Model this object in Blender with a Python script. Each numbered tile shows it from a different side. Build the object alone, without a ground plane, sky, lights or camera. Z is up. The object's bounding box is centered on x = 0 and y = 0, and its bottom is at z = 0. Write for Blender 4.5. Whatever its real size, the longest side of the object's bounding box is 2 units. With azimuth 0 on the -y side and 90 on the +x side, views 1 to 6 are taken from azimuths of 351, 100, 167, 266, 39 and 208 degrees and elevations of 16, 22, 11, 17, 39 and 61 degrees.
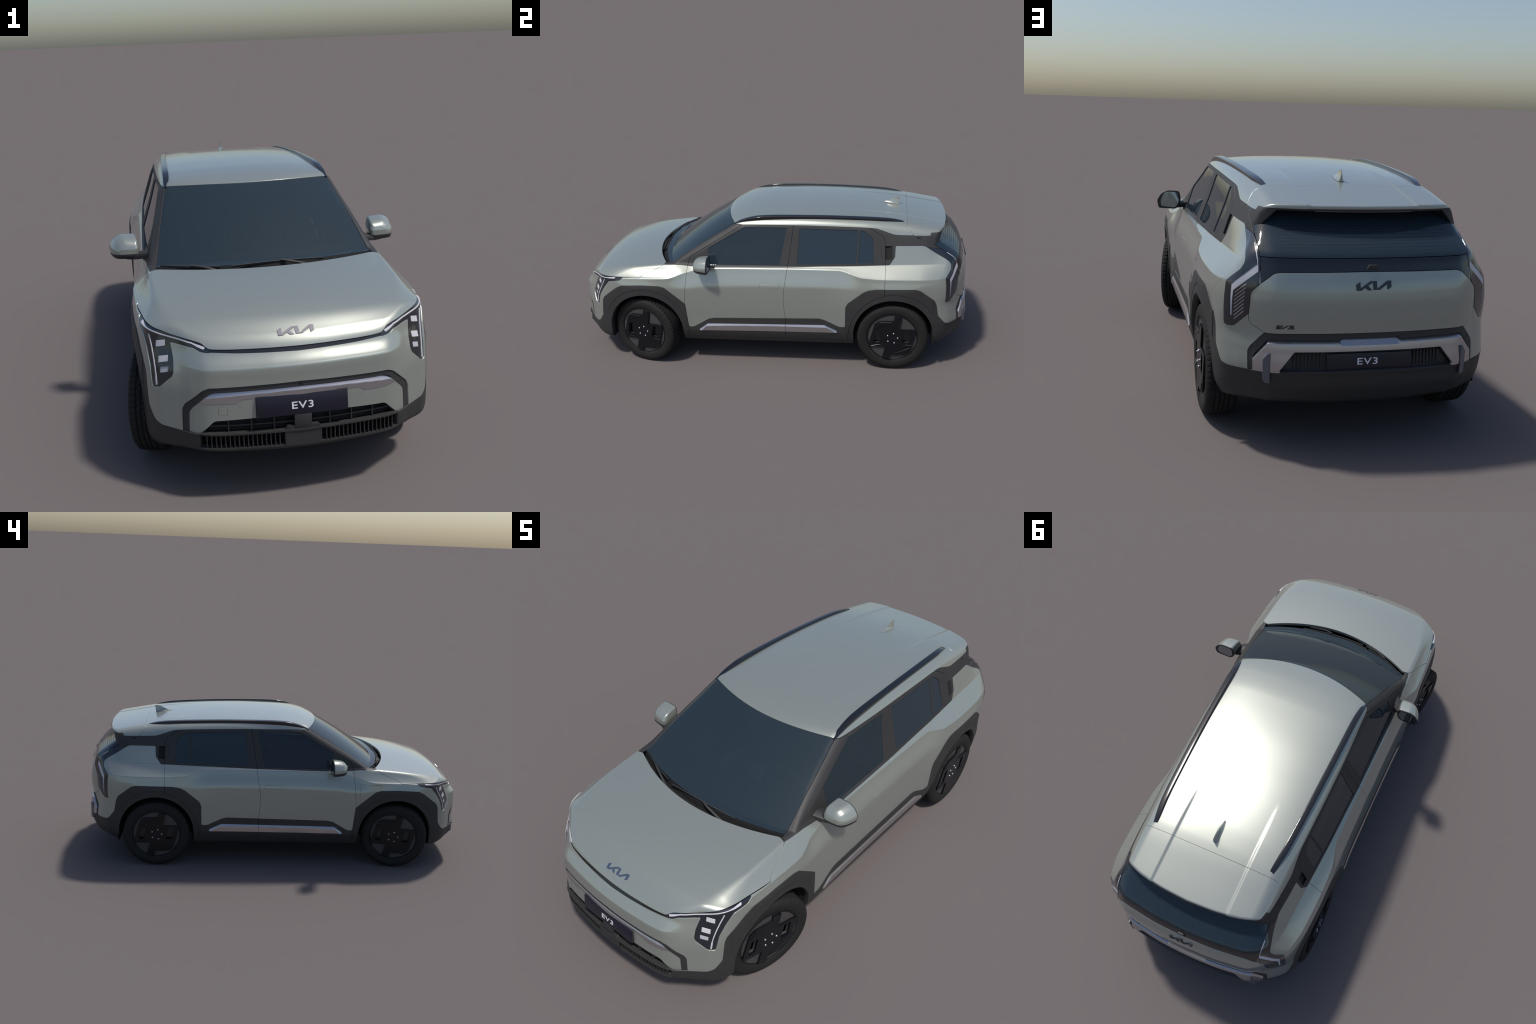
# Compact electric crossover, built procedurally.
# The body is one smooth implicit surface (side, top, front, rear and floor
# sheets blended together).  It is meshed once, then cut along shut lines and
# panel outlines into real panels with returned edges; trim, lamps, wheels,
# mirrors, rails and cabin are built as parts of their own.
import bpy, bmesh, math
import numpy as np
from mathutils import Matrix, Vector

for o in list(bpy.data.objects):
    bpy.data.objects.remove(o, do_unlink=True)

# ------------------------------------------------------------------ helpers
def pchip(xk, yk):
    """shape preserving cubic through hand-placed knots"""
    xk = np.asarray(xk, float); yk = np.asarray(yk, float)
    h = np.diff(xk); d = np.diff(yk) / h; m = np.zeros_like(yk)
    if len(xk) > 2:
        w1 = 2 * h[1:] + h[:-1]; w2 = h[1:] + 2 * h[:-1]
        ok = d[:-1] * d[1:] > 0
        with np.errstate(divide='ignore', invalid='ignore'):
            hm = (w1 + w2) / (w1 / d[:-1] + w2 / d[1:])
        m[1:-1] = np.where(ok, hm, 0)
    m[0] = d[0]; m[-1] = d[-1]
    def f(x):
        x = np.asarray(x, float)
        i = np.clip(np.searchsorted(xk, x) - 1, 0, len(xk) - 2)
        H = h[i]; s = (x - xk[i]) / H
        c = (yk[i] * (2 * s**3 - 3 * s**2 + 1) + H * m[i] * (s**3 - 2 * s**2 + s)
             + yk[i + 1] * (-2 * s**3 + 3 * s**2) + H * m[i + 1] * (s**3 - s**2))
        lo = yk[0] + m[0] * (x - xk[0]); hi = yk[-1] + m[-1] * (x - xk[-1])
        return np.where(x < xk[0], lo, np.where(x > xk[-1], hi, c))
    return f

def curve(*pts):
    """profile curve through knots, tabulated finely so that it is quick to evaluate"""
    p = np.array(pts)
    f = pchip(p[:, 0], p[:, 1]); n = 6000
    a = p[0, 0] - .15; b = p[-1, 0] + .15
    tab = f(np.linspace(a, b, n)); k = (n - 1) / (b - a)
    def g(x):
        u = np.clip((np.asarray(x, float) - a) * k, 0, n - 1.001)
        i = u.astype(np.int32)
        t = tab[i]
        return t + (tab[i + 1] - t) * (u - i)
    return g

def smax(a, b, k):
    h = np.clip(k - np.abs(a - b), 0, None) / k
    return np.maximum(a, b) + h * h * k * .25

def smin(a, b, k):
    return -smax(-a, -b, k)

def smooth(e0, e1, x):
    t = np.clip((x - e0) / (e1 - e0), 0, 1)
    return t * t * (3 - 2 * t)

def fillet(pts, r, n=4):
    """round every corner of a closed outline"""
    P = [np.array(p, float) for p in pts]; out = []
    for i in range(len(P)):
        a, b, c = P[i - 1], P[i], P[(i + 1) % len(P)]
        la, lc = np.linalg.norm(a - b), np.linalg.norm(c - b)
        q = min(r, .45 * la, .45 * lc)
        s = b + (a - b) / la * q; e = b + (c - b) / lc * q
        for t in np.linspace(0, 1, n):
            out.append((1 - t)**2 * s + 2 * t * (1 - t) * b + t * t * e)
    return np.array(out)

def sd_poly(px, py, poly, pad=.06):
    """signed distance to a closed outline (negative inside); 9 far away"""
    poly = np.asarray(poly, float)
    out = np.full(px.shape, 9.0)
    lo = poly.min(0) - pad; hi = poly.max(0) + pad
    k = np.nonzero((px > lo[0]) & (px < hi[0]) & (py > lo[1]) & (py < hi[1]))[0]
    if len(k) == 0:
        return out
    x, y = px[k], py[k]
    d = np.full(x.shape, 1e9); inside = np.zeros(x.shape, bool)
    for i in range(len(poly)):
        a, b = poly[i - 1], poly[i]
        e = b - a; L = e @ e
        if L < 1e-14:
            continue
        wx, wy = x - a[0], y - a[1]
        t = np.clip((wx * e[0] + wy * e[1]) / L, 0, 1)
        d = np.minimum(d, (wx - e[0] * t)**2 + (wy - e[1] * t)**2)
        c = (a[1] > y) != (b[1] > y)
        if e[1] != 0:
            inside ^= c & (x < (b[0] - a[0]) * (y - a[1]) / e[1] + a[0])
    d = np.sqrt(d)
    out[k] = np.where(inside, -d, d)
    return out

def sd_line(px, py, pts):
    """distance to an open polyline"""
    d = np.full(px.shape, 1e9)
    P = np.asarray(pts, float)
    for a, b in zip(P[:-1], P[1:]):
        e = b - a; L = e @ e
        wx, wy = px - a[0], py - a[1]
        t = np.clip((wx * e[0] + wy * e[1]) / L, 0, 1)
        d = np.minimum(d, np.hypot(wx - e[0] * t, wy - e[1] * t))
    return d

# ------------------------------------------------------- implicit surfaces
def grad(F, V, e=.0015):
    x, y, z = V.T
    g = np.stack([F(x + e, y, z) - F(x - e, y, z),
                  F(x, y + e, z) - F(x, y - e, z),
                  F(x, y, z + e) - F(x, y, z - e)], 1) / (2 * e)
    return g

def unit(v):
    return v / np.maximum(np.linalg.norm(v, axis=1, keepdims=True), 1e-12)

def project(F, V, n=4, lim=.003):
    for _ in range(n):
        g = grad(F, V); f = F(*V.T)
        st = g * (f / np.maximum((g * g).sum(1), .05))[:, None]
        L = np.linalg.norm(st, axis=1, keepdims=True)
        V = V - st * np.minimum(1, lim / np.maximum(L, 1e-9))
    return V

def surface_nets(F, lo, hi, h, relax=2):
    """mesh F=0: one vertex per crossed cell, pulled onto the surface"""
    ax = [np.arange(lo[i], hi[i] + h, h) for i in range(3)]
    n = [len(a) for a in ax]
    # coarse pass first: only blocks close to the surface are sampled finely
    B = 8
    cb = [np.arange(0, m, B) for m in n]
    X, Y, Z = np.meshgrid(*[np.minimum(ax[k][0] + (cb[k] + B / 2) * h, ax[k][-1] + B * h) for k in range(3)], indexing='ij')
    cv = F(X.ravel(), Y.ravel(), Z.ravel()).reshape(X.shape).astype(np.float32)
    val = np.repeat(np.repeat(np.repeat(cv, B, 0), B, 1), B, 2)[:n[0], :n[1], :n[2]].copy()
    near = np.argwhere(np.abs(cv) < B * h * 1.5)
    o = np.arange(B)
    for part in np.array_split(near, max(1, len(near) // 2000)):
        I = [np.clip(part[:, k, None] * B + o, 0, n[k] - 1) for k in range(3)]
        i0 = np.broadcast_to(I[0][:, :, None, None], (len(part), B, B, B)).ravel()
        i1 = np.broadcast_to(I[1][:, None, :, None], (len(part), B, B, B)).ravel()
        i2 = np.broadcast_to(I[2][:, None, None, :], (len(part), B, B, B)).ravel()
        val[i0, i1, i2] = F(ax[0][i0], ax[1][i1], ax[2][i2])
    neg = val < 0
    c = [m - 1 for m in n]
    cnt = np.zeros(c, np.int8)
    for dx in (0, 1):
        for dy in (0, 1):
            for dz in (0, 1):
                cnt += neg[dx:dx + c[0], dy:dy + c[1], dz:dz + c[2]]
    act = (cnt > 0) & (cnt < 8)
    idx = np.full(c, -1, np.int64)
    ijk = np.argwhere(act); idx[act] = np.arange(len(ijk))
    V = np.stack([ax[k][ijk[:, k]] + h / 2 for k in range(3)], 1)
    quads = []
    for a in range(3):
        b, d = (a + 1) % 3, (a + 2) % 3
        s0 = [slice(None)] * 3; s1 = [slice(None)] * 3
        s0[a] = slice(0, -1); s1[a] = slice(1, None)
        n0 = neg[tuple(s0)]; n1 = neg[tuple(s1)]
        e = np.argwhere(n0 != n1)
        e = e[(e[:, b] > 0) & (e[:, b] < c[b]) & (e[:, d] > 0) & (e[:, d] < c[d])]
        flip = n1[tuple(e.T)]
        def at(ob, od):
            q = e.copy(); q[:, b] += ob; q[:, d] += od
            return idx[tuple(q.T)]
        q = np.stack([at(-1, -1), at(0, -1), at(0, 0), at(-1, 0)], 1)
        q[flip] = q[flip][:, ::-1]
        quads.append(q)
    Q = np.concatenate(quads); Q = Q[(Q >= 0).all(1)]
    V = project(F, V, 3)
    ed = np.concatenate([Q[:, [0, 1]], Q[:, [1, 2]], Q[:, [2, 3]], Q[:, [3, 0]]])
    for _ in range(relax):
        S = np.zeros_like(V); N = np.zeros(len(V))
        for k in range(3):
            S[:, k] = np.bincount(ed[:, 0], V[ed[:, 1], k], len(V)) + np.bincount(ed[:, 1], V[ed[:, 0], k], len(V))
        N = np.bincount(ed.ravel(), minlength=len(V))
        V = .4 * V + .6 * S / np.maximum(N, 1)[:, None]
        V = project(F, V, 2)
    d1 = np.linalg.norm(V[Q[:, 0]] - V[Q[:, 2]], axis=1)
    d2 = np.linalg.norm(V[Q[:, 1]] - V[Q[:, 3]], axis=1)
    T = np.where((d1 < d2)[:, None, None], Q[:, [[0, 1, 2], [0, 2, 3]]], Q[:, [[0, 1, 3], [1, 2, 3]]]).reshape(-1, 3)
    return V, T

class Sheet:
    """piece of surface: points, normals, triangles"""
    def __init__(s, V, N, T):
        s.V, s.N, s.T = V, N, T
    @property
    def x(s): return s.V[:, 0]
    @property
    def y(s): return s.V[:, 1]
    @property
    def z(s): return s.V[:, 2]
    @property
    def ax(s): return np.abs(s.V[:, 0])
    def copy(s): return Sheet(s.V.copy(), s.N.copy(), s.T.copy())

def compact(V, N, T):
    u, inv = np.unique(T, return_inverse=True)
    return Sheet(V[u], N[u], inv.reshape(-1, 3))

def clip(S, s):
    """keep the part of the sheet where s < 0, cut cleanly along s = 0"""
    T = S.T; neg = s < 0
    c = neg[T].sum(1)
    keep = T[c == 3]
    new_t = [keep]
    V, N = S.V, S.N
    mix = T[(c == 1) | (c == 2)]
    if len(mix):
        cm = neg[mix].sum(1)
        odd = np.where((cm == 1)[:, None], neg[mix], ~neg[mix]).argmax(1)
        r = np.arange(len(mix))
        a = mix[r, odd]; b = mix[r, (odd + 1) % 3]; d = mix[r, (odd + 2) % 3]
        e = np.concatenate([np.stack([a, b], 1), np.stack([a, d], 1)])
        key = np.sort(e, 1)
        uk, inv = np.unique(key, axis=0, return_inverse=True)
        inv = inv.ravel()
        s0, s1 = s[uk[:, 0]], s[uk[:, 1]]
        t = np.clip(s0 / (s0 - s1), 1e-4, 1 - 1e-4)[:, None]
        nv = V[uk[:, 0]] * (1 - t) + V[uk[:, 1]] * t
        nn = unit(N[uk[:, 0]] * (1 - t) + N[uk[:, 1]] * t)
        base = len(V)
        V = np.concatenate([V, nv]); N = np.concatenate([N, nn])
        ab = base + inv[:len(mix)]; ad = base + inv[len(mix):]
        one = cm == 1
        new_t.append(np.stack([a, ab, ad], 1)[one])
        two = ~one
        new_t.append(np.stack([ab, b, d], 1)[two])
        new_t.append(np.stack([ab, d, ad], 1)[two])
    T = np.concatenate(new_t)
    if len(T) == 0:
        return Sheet(np.zeros((0, 3)), np.zeros((0, 3)), np.zeros((0, 3), int))
    return compact(V, N, T)

def split(S, s, g=0.0):
    """(inside, outside) with a shut gap of width 2 g"""
    return clip(S, s + g), clip(S, g - s)

def refine(S, F, n=1):
    for _ in range(n):
        T = S.T
        e = np.sort(np.concatenate([T[:, [0, 1]], T[:, [1, 2]], T[:, [2, 0]]]), 1)
        u, inv = np.unique(e, axis=0, return_inverse=True); inv = inv.ravel() + len(S.V)
        m = len(T); ab, bc, ca = inv[:m], inv[m:2 * m], inv[2 * m:]
        mid = (S.V[u[:, 0]] + S.V[u[:, 1]]) / 2
        V = np.concatenate([S.V, project(F, mid, 2)])
        T = np.concatenate([np.stack([T[:, 0], ab, ca], 1), np.stack([T[:, 1], bc, ab], 1),
                            np.stack([T[:, 2], ca, bc], 1), np.stack([ab, bc, ca], 1)])
        N = np.concatenate([S.N, unit(grad(F, V[len(S.V):]))])
        S = Sheet(V, N, T)
    return S

def refine_where(S, F, mask):
    """split the chosen triangles in four, neighbours to match (no cracks)"""
    T = S.T
    e = np.sort(np.concatenate([T[:, [0, 1]], T[:, [1, 2]], T[:, [2, 0]]]), 1)
    u, inv = np.unique(e, axis=0, return_inverse=True)
    inv = inv.ravel().reshape(3, -1).T
    cutm = np.zeros(len(u), bool); cutm[inv[mask].ravel()] = True
    for _ in range(8):
        c = cutm[inv].sum(1); k = c == 2
        if not k.any():
            break
        cutm[inv[k].ravel()] = True
    ids = np.full(len(u), -1); w = np.nonzero(cutm)[0]; ids[w] = len(S.V) + np.arange(len(w))
    mid = project(F, (S.V[u[w, 0]] + S.V[u[w, 1]]) / 2, 2)
    V = np.concatenate([S.V, mid]); N = np.concatenate([S.N, unit(grad(F, mid))])
    c = cutm[inv].sum(1)
    out = [T[c == 0]]
    f = c == 3
    t, m = T[f], ids[inv[f]]
    ab, bc, ca = m[:, 0], m[:, 1], m[:, 2]
    out += [np.stack([t[:, 0], ab, ca], 1), np.stack([t[:, 1], bc, ab], 1), np.stack([t[:, 2], ca, bc], 1), np.stack([ab, bc, ca], 1)]
    for j in range(3):
        f = (c == 1) & cutm[inv[:, j]]
        t, m = T[f], ids[inv[f, j]]
        a, b, d = t[:, j], t[:, (j + 1) % 3], t[:, (j + 2) % 3]
        out += [np.stack([a, m, d], 1), np.stack([m, b, d], 1)]
    return Sheet(V, N, np.concatenate(out))

def renormal(S):
    fn = np.cross(S.V[S.T[:, 1]] - S.V[S.T[:, 0]], S.V[S.T[:, 2]] - S.V[S.T[:, 0]])
    N = np.zeros_like(S.V)
    for k in range(3):
        for j in range(3):
            N[:, k] += np.bincount(S.T[:, j], fn[:, k], len(S.V))
    S.N = unit(N)
    return S

# ------------------------------------------------------------ object makers
PARTS = {}
def link(name, me, parent=None, mat=None):
    ob = bpy.data.objects.new(name, me)
    bpy.context.scene.collection.objects.link(ob)
    if parent is not None:
        ob.parent = parent
    if mat is not None and me is not None:
        me.materials.clear(); me.materials.append(mat)
    return ob

def mesh_from(name, V, T, N=None):
    me = bpy.data.meshes.new(name)
    V = np.asarray(V, float); T = np.asarray(T)
    me.vertices.add(len(V)); me.vertices.foreach_set('co', V.ravel())
    k = T.shape[1]
    me.loops.add(T.size); me.loops.foreach_set('vertex_index', T.ravel().astype(np.int32))
    me.polygons.add(len(T))
    me.polygons.foreach_set('loop_start', np.arange(0, T.size, k, dtype=np.int32))
    me.update(calc_edges=True)
    me.polygons.foreach_set('use_smooth', np.ones(len(T), bool))
    if N is not None:
        me.normals_split_custom_set_from_vertices(N.tolist())
    me.update()
    return me

def panel(name, S, mat, parent, off=0.0, rim=.006, recalc=False):
    """turn a sheet into a panel: shifted along its normals, edges returned"""
    if len(S.T) == 0:
        print('EMPTY', name); return None
    S = S.copy()
    n0 = S.N.copy()
    if callable(off):                       # relief: tilt the normals by its slope
        e = .0006
        o = off(S.x, S.y, S.z)
        g = np.stack([off(S.x + e, S.y, S.z) - off(S.x - e, S.y, S.z), off(S.x, S.y + e, S.z) - off(S.x, S.y - e, S.z),
                      off(S.x, S.y, S.z + e) - off(S.x, S.y, S.z - e)], 1) / (2 * e)
        g -= S.N * (g * S.N).sum(1, keepdims=True)
        S.V = S.V + S.N * o[:, None]
        S.N = unit(S.N - g)
    else:
        S.V = S.V + S.N * (off[:, None] if isinstance(off, np.ndarray) else off)
        if recalc:
            renormal(S)
    V, N, T = S.V, S.N, S.T
    if rim > 0:
        e = np.concatenate([T[:, [0, 1]], T[:, [1, 2]], T[:, [2, 0]]])
        key = np.sort(e, 1)
        _, inv, cnt = np.unique(key, axis=0, return_inverse=True, return_counts=True)
        bd = e[cnt[inv.ravel()] == 1]
        if len(bd):
            bv, binv = np.unique(bd, return_inverse=True); binv = binv.reshape(-1, 2)
            d = V[bd[:, 1]] - V[bd[:, 0]]
            sn = np.cross(d, n0[bd[:, 0]])
            side = np.zeros((len(bv), 3))
            for j in range(2):
                for k in range(3):
                    side[:, k] += np.bincount(binv[:, j], sn[:, k], len(bv))
            side = unit(side)
            b0 = len(V); m = len(bv)
            nb = n0[bv]
            edge = V[bv]
            ring = [edge, edge + side * .0004 - nb * .0010, edge + side * .0004 - nb * rim]
            nr = [unit(nb + .4 * side), unit(side + .5 * nb), side]
            V = np.concatenate([V] + ring); N = np.concatenate([N] + nr)
            tt = [T]
            for r in range(2):
                p, q = b0 + r * m, b0 + (r + 1) * m
                a, b = binv[:, 0], binv[:, 1]
                tt.append(np.stack([p + b, p + a, q + a], 1))
                tt.append(np.stack([p + b, q + a, q + b], 1))
            T = np.concatenate(tt)
    return link(name, mesh_from(name, V, T, N), parent, mat)

def smooth_by_angle(me, deg=32):
    """mark edges sharper than deg; keeps the rest smooth shaded"""
    bm = bmesh.new(); bm.from_mesh(me)
    for e in bm.edges:
        if len(e.link_faces) == 2:
            e.smooth = e.calc_face_angle(0) < math.radians(deg)
    for f in bm.faces:
        f.smooth = True
    bm.to_mesh(me); bm.free()

def bm_mesh(name, bm, deg=32):
    me = bpy.data.meshes.new(name)
    bmesh.ops.recalc_face_normals(bm, faces=bm.faces)
    bm.to_mesh(me); bm.free()
    smooth_by_angle(me, deg)
    return me

def box(name, size, at, mat, parent, bevel=.004, rot=None, seg=2, taper=None):
    bm = bmesh.new()
    bmesh.ops.create_cube(bm, size=1)
    for v in bm.verts:
        if taper and v.co.z > 0:
            v.co.x *= taper[0]; v.co.y *= taper[1]
        v.co.x *= size[0]; v.co.y *= size[1]; v.co.z *= size[2]
    if bevel > 0:
        bmesh.ops.bevel(bm, geom=bm.edges[:], offset=bevel, segments=seg, affect='EDGES', profile=.5)
    M = Matrix.Translation(at)
    if rot is not None:
        M = M @ rot
    bmesh.ops.transform(bm, matrix=M, verts=bm.verts)
    return link(name, bm_mesh(name, bm), parent, mat)

def prism(name, outline, depth, M, mat, parent, bevel=0.0, draft=None, seg=1, holes=()):
    """extrude a flat outline (u, v) by depth along +w, placed by matrix M"""
    bm = bmesh.new()
    if holes:
        es = []
        for ring in [outline] + list(holes):
            vs = [bm.verts.new((q[0], q[1], 0)) for q in ring]
            es += [bm.edges.new((vs[i - 1], vs[i])) for i in range(len(vs))]
        bmesh.ops.triangle_fill(bm, use_beauty=True, use_dissolve=False, edges=es)
        r = bmesh.ops.extrude_face_region(bm, geom=bm.faces[:])
        top = [g for g in r['geom'] if isinstance(g, bmesh.types.BMVert)]
        for v in top:
            v.co.z += depth
        bmesh.ops.transform(bm, matrix=M, verts=bm.verts)
        return link(name, bm_mesh(name, bm, 25), parent, mat)
    lo = [bm.verts.new((p[0], p[1], 0)) for p in outline]
    f = bm.faces.new(lo)
    r = bmesh.ops.extrude_face_region(bm, geom=[f])
    top = [g for g in r['geom'] if isinstance(g, bmesh.types.BMVert)]
    for v in top:
        v.co.z += depth
    if draft:
        c = np.mean(np.array(outline), 0)
        for v in top:
            v.co.x = c[0] + (v.co.x - c[0]) * draft; v.co.y = c[1] + (v.co.y - c[1]) * draft
    if bevel > 0:
        es = [e for e in bm.edges if all(v in top for v in e.verts)]
        bmesh.ops.bevel(bm, geom=es, offset=bevel, segments=seg, affect='EDGES')
    bmesh.ops.triangulate(bm, faces=[f for f in bm.faces if len(f.verts) > 4])
    bmesh.ops.transform(bm, matrix=M, verts=bm.verts)
    return link(name, bm_mesh(name, bm, 25), parent, mat)

def lathe(prof, n, axis_x=True, closed=False):
    """revolve (r, x) profile about the x axis"""
    prof = np.array(prof, float); m = len(prof)
    a = np.arange(n) * 2 * np.pi / n
    V = np.stack([np.tile(prof[:, 1], (n, 1)), np.outer(np.cos(a), prof[:, 0]), np.outer(np.sin(a), prof[:, 0])], 2).reshape(-1, 3)
    q = []
    mm = m if closed else m - 1
    i = np.arange(n)[:, None]; j = np.arange(mm)[None, :]
    a0 = i * m + j; a1 = i * m + (j + 1) % m; b0 = ((i + 1) % n) * m + j; b1 = ((i + 1) % n) * m + (j + 1) % m
    Q = np.stack([a0, b0, b1, a1], 2).reshape(-1, 4)
    return V, Q

def sweep(name, path, ups, section, mat, parent, scale=None, caps=True):
    """sweep a closed section (a along side, b along up) along path"""
    P = np.array(path, float); n = len(P); sec = np.array(section, float); m = len(sec)
    t = unit(np.gradient(P, axis=0))
    up = np.tile(np.array(ups, float), (n, 1)) if np.ndim(ups) == 1 else np.array(ups, float)
    sd = unit(np.cross(t, up)); up = unit(np.cross(sd, t))
    sc = np.ones((n, 2)) if scale is None else np.array(scale, float)
    V = (P[:, None] + sd[:, None] * (sec[None, :, :1] * sc[:, None, :1]) + up[:, None] * (sec[None, :, 1:] * sc[:, None, 1:])).reshape(-1, 3)
    bm = bmesh.new(); vs = [bm.verts.new(v) for v in V]
    for i in range(n - 1):
        for j in range(m):
            bm.faces.new((vs[i * m + j], vs[i * m + (j + 1) % m], vs[(i + 1) * m + (j + 1) % m], vs[(i + 1) * m + j]))
    if caps:
        bm.faces.new(vs[:m]); bm.faces.new(vs[-m:])
    return link(name, bm_mesh(name, bm, 40), parent, mat)

def spline(pts, n):
    P = np.array(pts, float)
    t = np.concatenate([[0], np.cumsum(np.linalg.norm(np.diff(P, axis=0), axis=1))])
    u = np.linspace(0, t[-1], n)
    return np.stack([pchip(t, P[:, k])(u) for k in range(P.shape[1])], 1)

def letters(name, text, width, height, depth, M, mat, parent, bold=0.0, spacing=1.0):
    cu = bpy.data.curves.new(name, 'FONT')
    cu.body = text; cu.size = height * 1.4; cu.space_character = spacing; cu.extrude = depth; cu.align_x = 'CENTER'; cu.align_y = 'CENTER'
    cu.offset = bold; cu.resolution_u = 6
    ob = bpy.data.objects.new(name, cu); bpy.context.scene.collection.objects.link(ob)
    bpy.context.view_layer.update()
    me = bpy.data.meshes.new_from_object(ob.evaluated_get(bpy.context.evaluated_depsgraph_get()))
    bpy.data.objects.remove(ob, do_unlink=True)
    me.name = name
    c = np.array([v.co[:] for v in me.vertices]); lo, hi = c.min(0), c.max(0)
    me.transform(M @ Matrix.Diagonal((width / (hi[0] - lo[0]), height / (hi[1] - lo[1]), 1, 1)) @ Matrix.Translation((-(lo[0] + hi[0]) / 2, -(lo[1] + hi[1]) / 2, 0)))
    return link(name, me, parent, mat)

def flip_x(me):
    """mirrored copy of mesh data"""
    c = me.copy()
    c.transform(Matrix.Diagonal((-1, 1, 1, 1))); c.flip_normals()
    return c
# ---------------------------------------------------------------- materials
def material(name, col, rough=.5, metal=0.0, coat=0.0, coat_rough=.05, spec=.5, bump=None, vary=0.0, grain=400):
    m = bpy.data.materials.new(name); m.use_nodes = True
    nt = m.node_tree; b = nt.nodes['Principled BSDF']
    b.inputs['Base Color'].default_value = (*col, 1)
    b.inputs['Roughness'].default_value = rough
    b.inputs['Metallic'].default_value = metal
    b.inputs['Coat Weight'].default_value = coat
    b.inputs['Coat Roughness'].default_value = coat_rough
    b.inputs['Specular IOR Level'].default_value = spec
    if bump or vary:
        tc = nt.nodes.new('ShaderNodeTexCoord')
        nz = nt.nodes.new('ShaderNodeTexNoise'); nz.inputs['Scale'].default_value = grain; nz.inputs['Detail'].default_value = 3
        nt.links.new(tc.outputs['Object'], nz.inputs['Vector'])
        if bump:
            bp = nt.nodes.new('ShaderNodeBump'); bp.inputs['Strength'].default_value = bump[0]; bp.inputs['Distance'].default_value = bump[1]
            nt.links.new(nz.outputs['Fac'], bp.inputs['Height']); nt.links.new(bp.outputs['Normal'], b.inputs['Normal'])
        if vary:
            rp = nt.nodes.new('ShaderNodeValToRGB')
            rp.color_ramp.elements[0].position = .3; rp.color_ramp.elements[1].position = .7
            rp.color_ramp.elements[0].color = (*[c * (1 - vary) for c in col], 1)
            rp.color_ramp.elements[1].color = (*[min(1, c * (1 + vary)) for c in col], 1)
            nt.links.new(nz.outputs['Fac'], rp.inputs['Fac']); nt.links.new(rp.outputs['Color'], b.inputs['Base Color'])
    return m

def glass_material(name, tint, through, rough=.0, base=(.004, .006, .008)):
    """dark tinted pane: clear-coat reflection over a tinted see-through layer"""
    m = bpy.data.materials.new(name); m.use_nodes = True
    nt = m.node_tree; b = nt.nodes['Principled BSDF']; out = nt.nodes['Material Output']
    b.inputs['Base Color'].default_value = (*base, 1); b.inputs['Roughness'].default_value = .03
    b.inputs['IOR'].default_value = 1.5
    tr = nt.nodes.new('ShaderNodeBsdfTransparent'); tr.inputs['Color'].default_value = (*tint, 1)
    fr = nt.nodes.new('ShaderNodeFresnel'); fr.inputs['IOR'].default_value = 1.45
    sub = nt.nodes.new('ShaderNodeMath'); sub.operation = 'SUBTRACT'; sub.inputs[0].default_value = through
    sub.use_clamp = True
    mx = nt.nodes.new('ShaderNodeMixShader')
    nt.links.new(fr.outputs[0], sub.inputs[1]); nt.links.new(sub.outputs[0], mx.inputs[0])
    nt.links.new(b.outputs[0], mx.inputs[1]); nt.links.new(tr.outputs[0], mx.inputs[2])
    nt.links.new(mx.outputs[0], out.inputs['Surface'])
    return m

PAINT = material('sage_metallic_paint', (.355, .380, .340), .29, .46, 1.0, .03, vary=.025, grain=900)
PLASTIC = material('dark_grey_plastic', (.033, .0322, .032), .55, bump=(.06, .0004), grain=1500)
GLOSS = material('gloss_black', (.010, .011, .014), .12, coat=.5)
LAMPBODY = material('smoked_lamp_cover', (.012, .016, .022), .12, coat=1)
SATIN = material('satin_silver', (.50, .48, .49), .22, .85)
STRIP = material('light_strip_white', (.60, .59, .63), .25)
LAMP = material('lamp_lens_grey', (.50, .49, .53), .25, coat=.5)
GLASS = glass_material('tinted_glass', (.55, .66, .74), .28, base=(.026, .041, .054))
SHIELD = glass_material('windshield_glass', (.6, .7, .76), .30, base=(.030, .047, .060))
PRIVACY = glass_material('privacy_glass', (.4, .5, .6), .10, base=(.022, .036, .050))
PLATE = material('plate_navy', (.010, .010, .022), .35)
PLATETEXT = material('plate_lettering', (.75, .75, .80), .5)
RUBBER = material('tyre_rubber', (.0175, .0168, .0162), .75, spec=.3, bump=(.15, .0004), grain=900, vary=.12)
RIMGREY = material('wheel_insert_grey', (.058, .054, .053), .55)
RIMBLACK = material('wheel_gloss_black', (.006, .0065, .009), .32, spec=.35)
BOLT = material('bolt_steel', (.42, .42, .46), .3, .9)
DARK = material('under_black', (.010, .010, .010), .8)
CABIN = material('cabin_charcoal', (.030, .031, .034), .9, spec=.2, bump=(.1, .0005), grain=600)
SEATM = material('seat_fabric_grey', (.075, .075, .08), .85, bump=(.2, .0005), grain=800)
MIRROR = material('mirror_glass', (.32, .36, .40), .03, 1.0)
EMBLEM = material('emblem_dark_chrome', (.46, .45, .46), .08, 1.0)
EMBLEM_DARK = material('emblem_dark_bluegrey', (.045, .050, .062), .25, .6)  # darker blue-grey than the hood emblem; used for the tailgate emblem and the wheel hub marks
REFLECTOR = material('reflector_grey', (.10, .10, .12), .25, coat=.5)
CHROMEBAR = material('lamp_bar_chrome', (.6, .6, .65), .15, 1.0)
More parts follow.
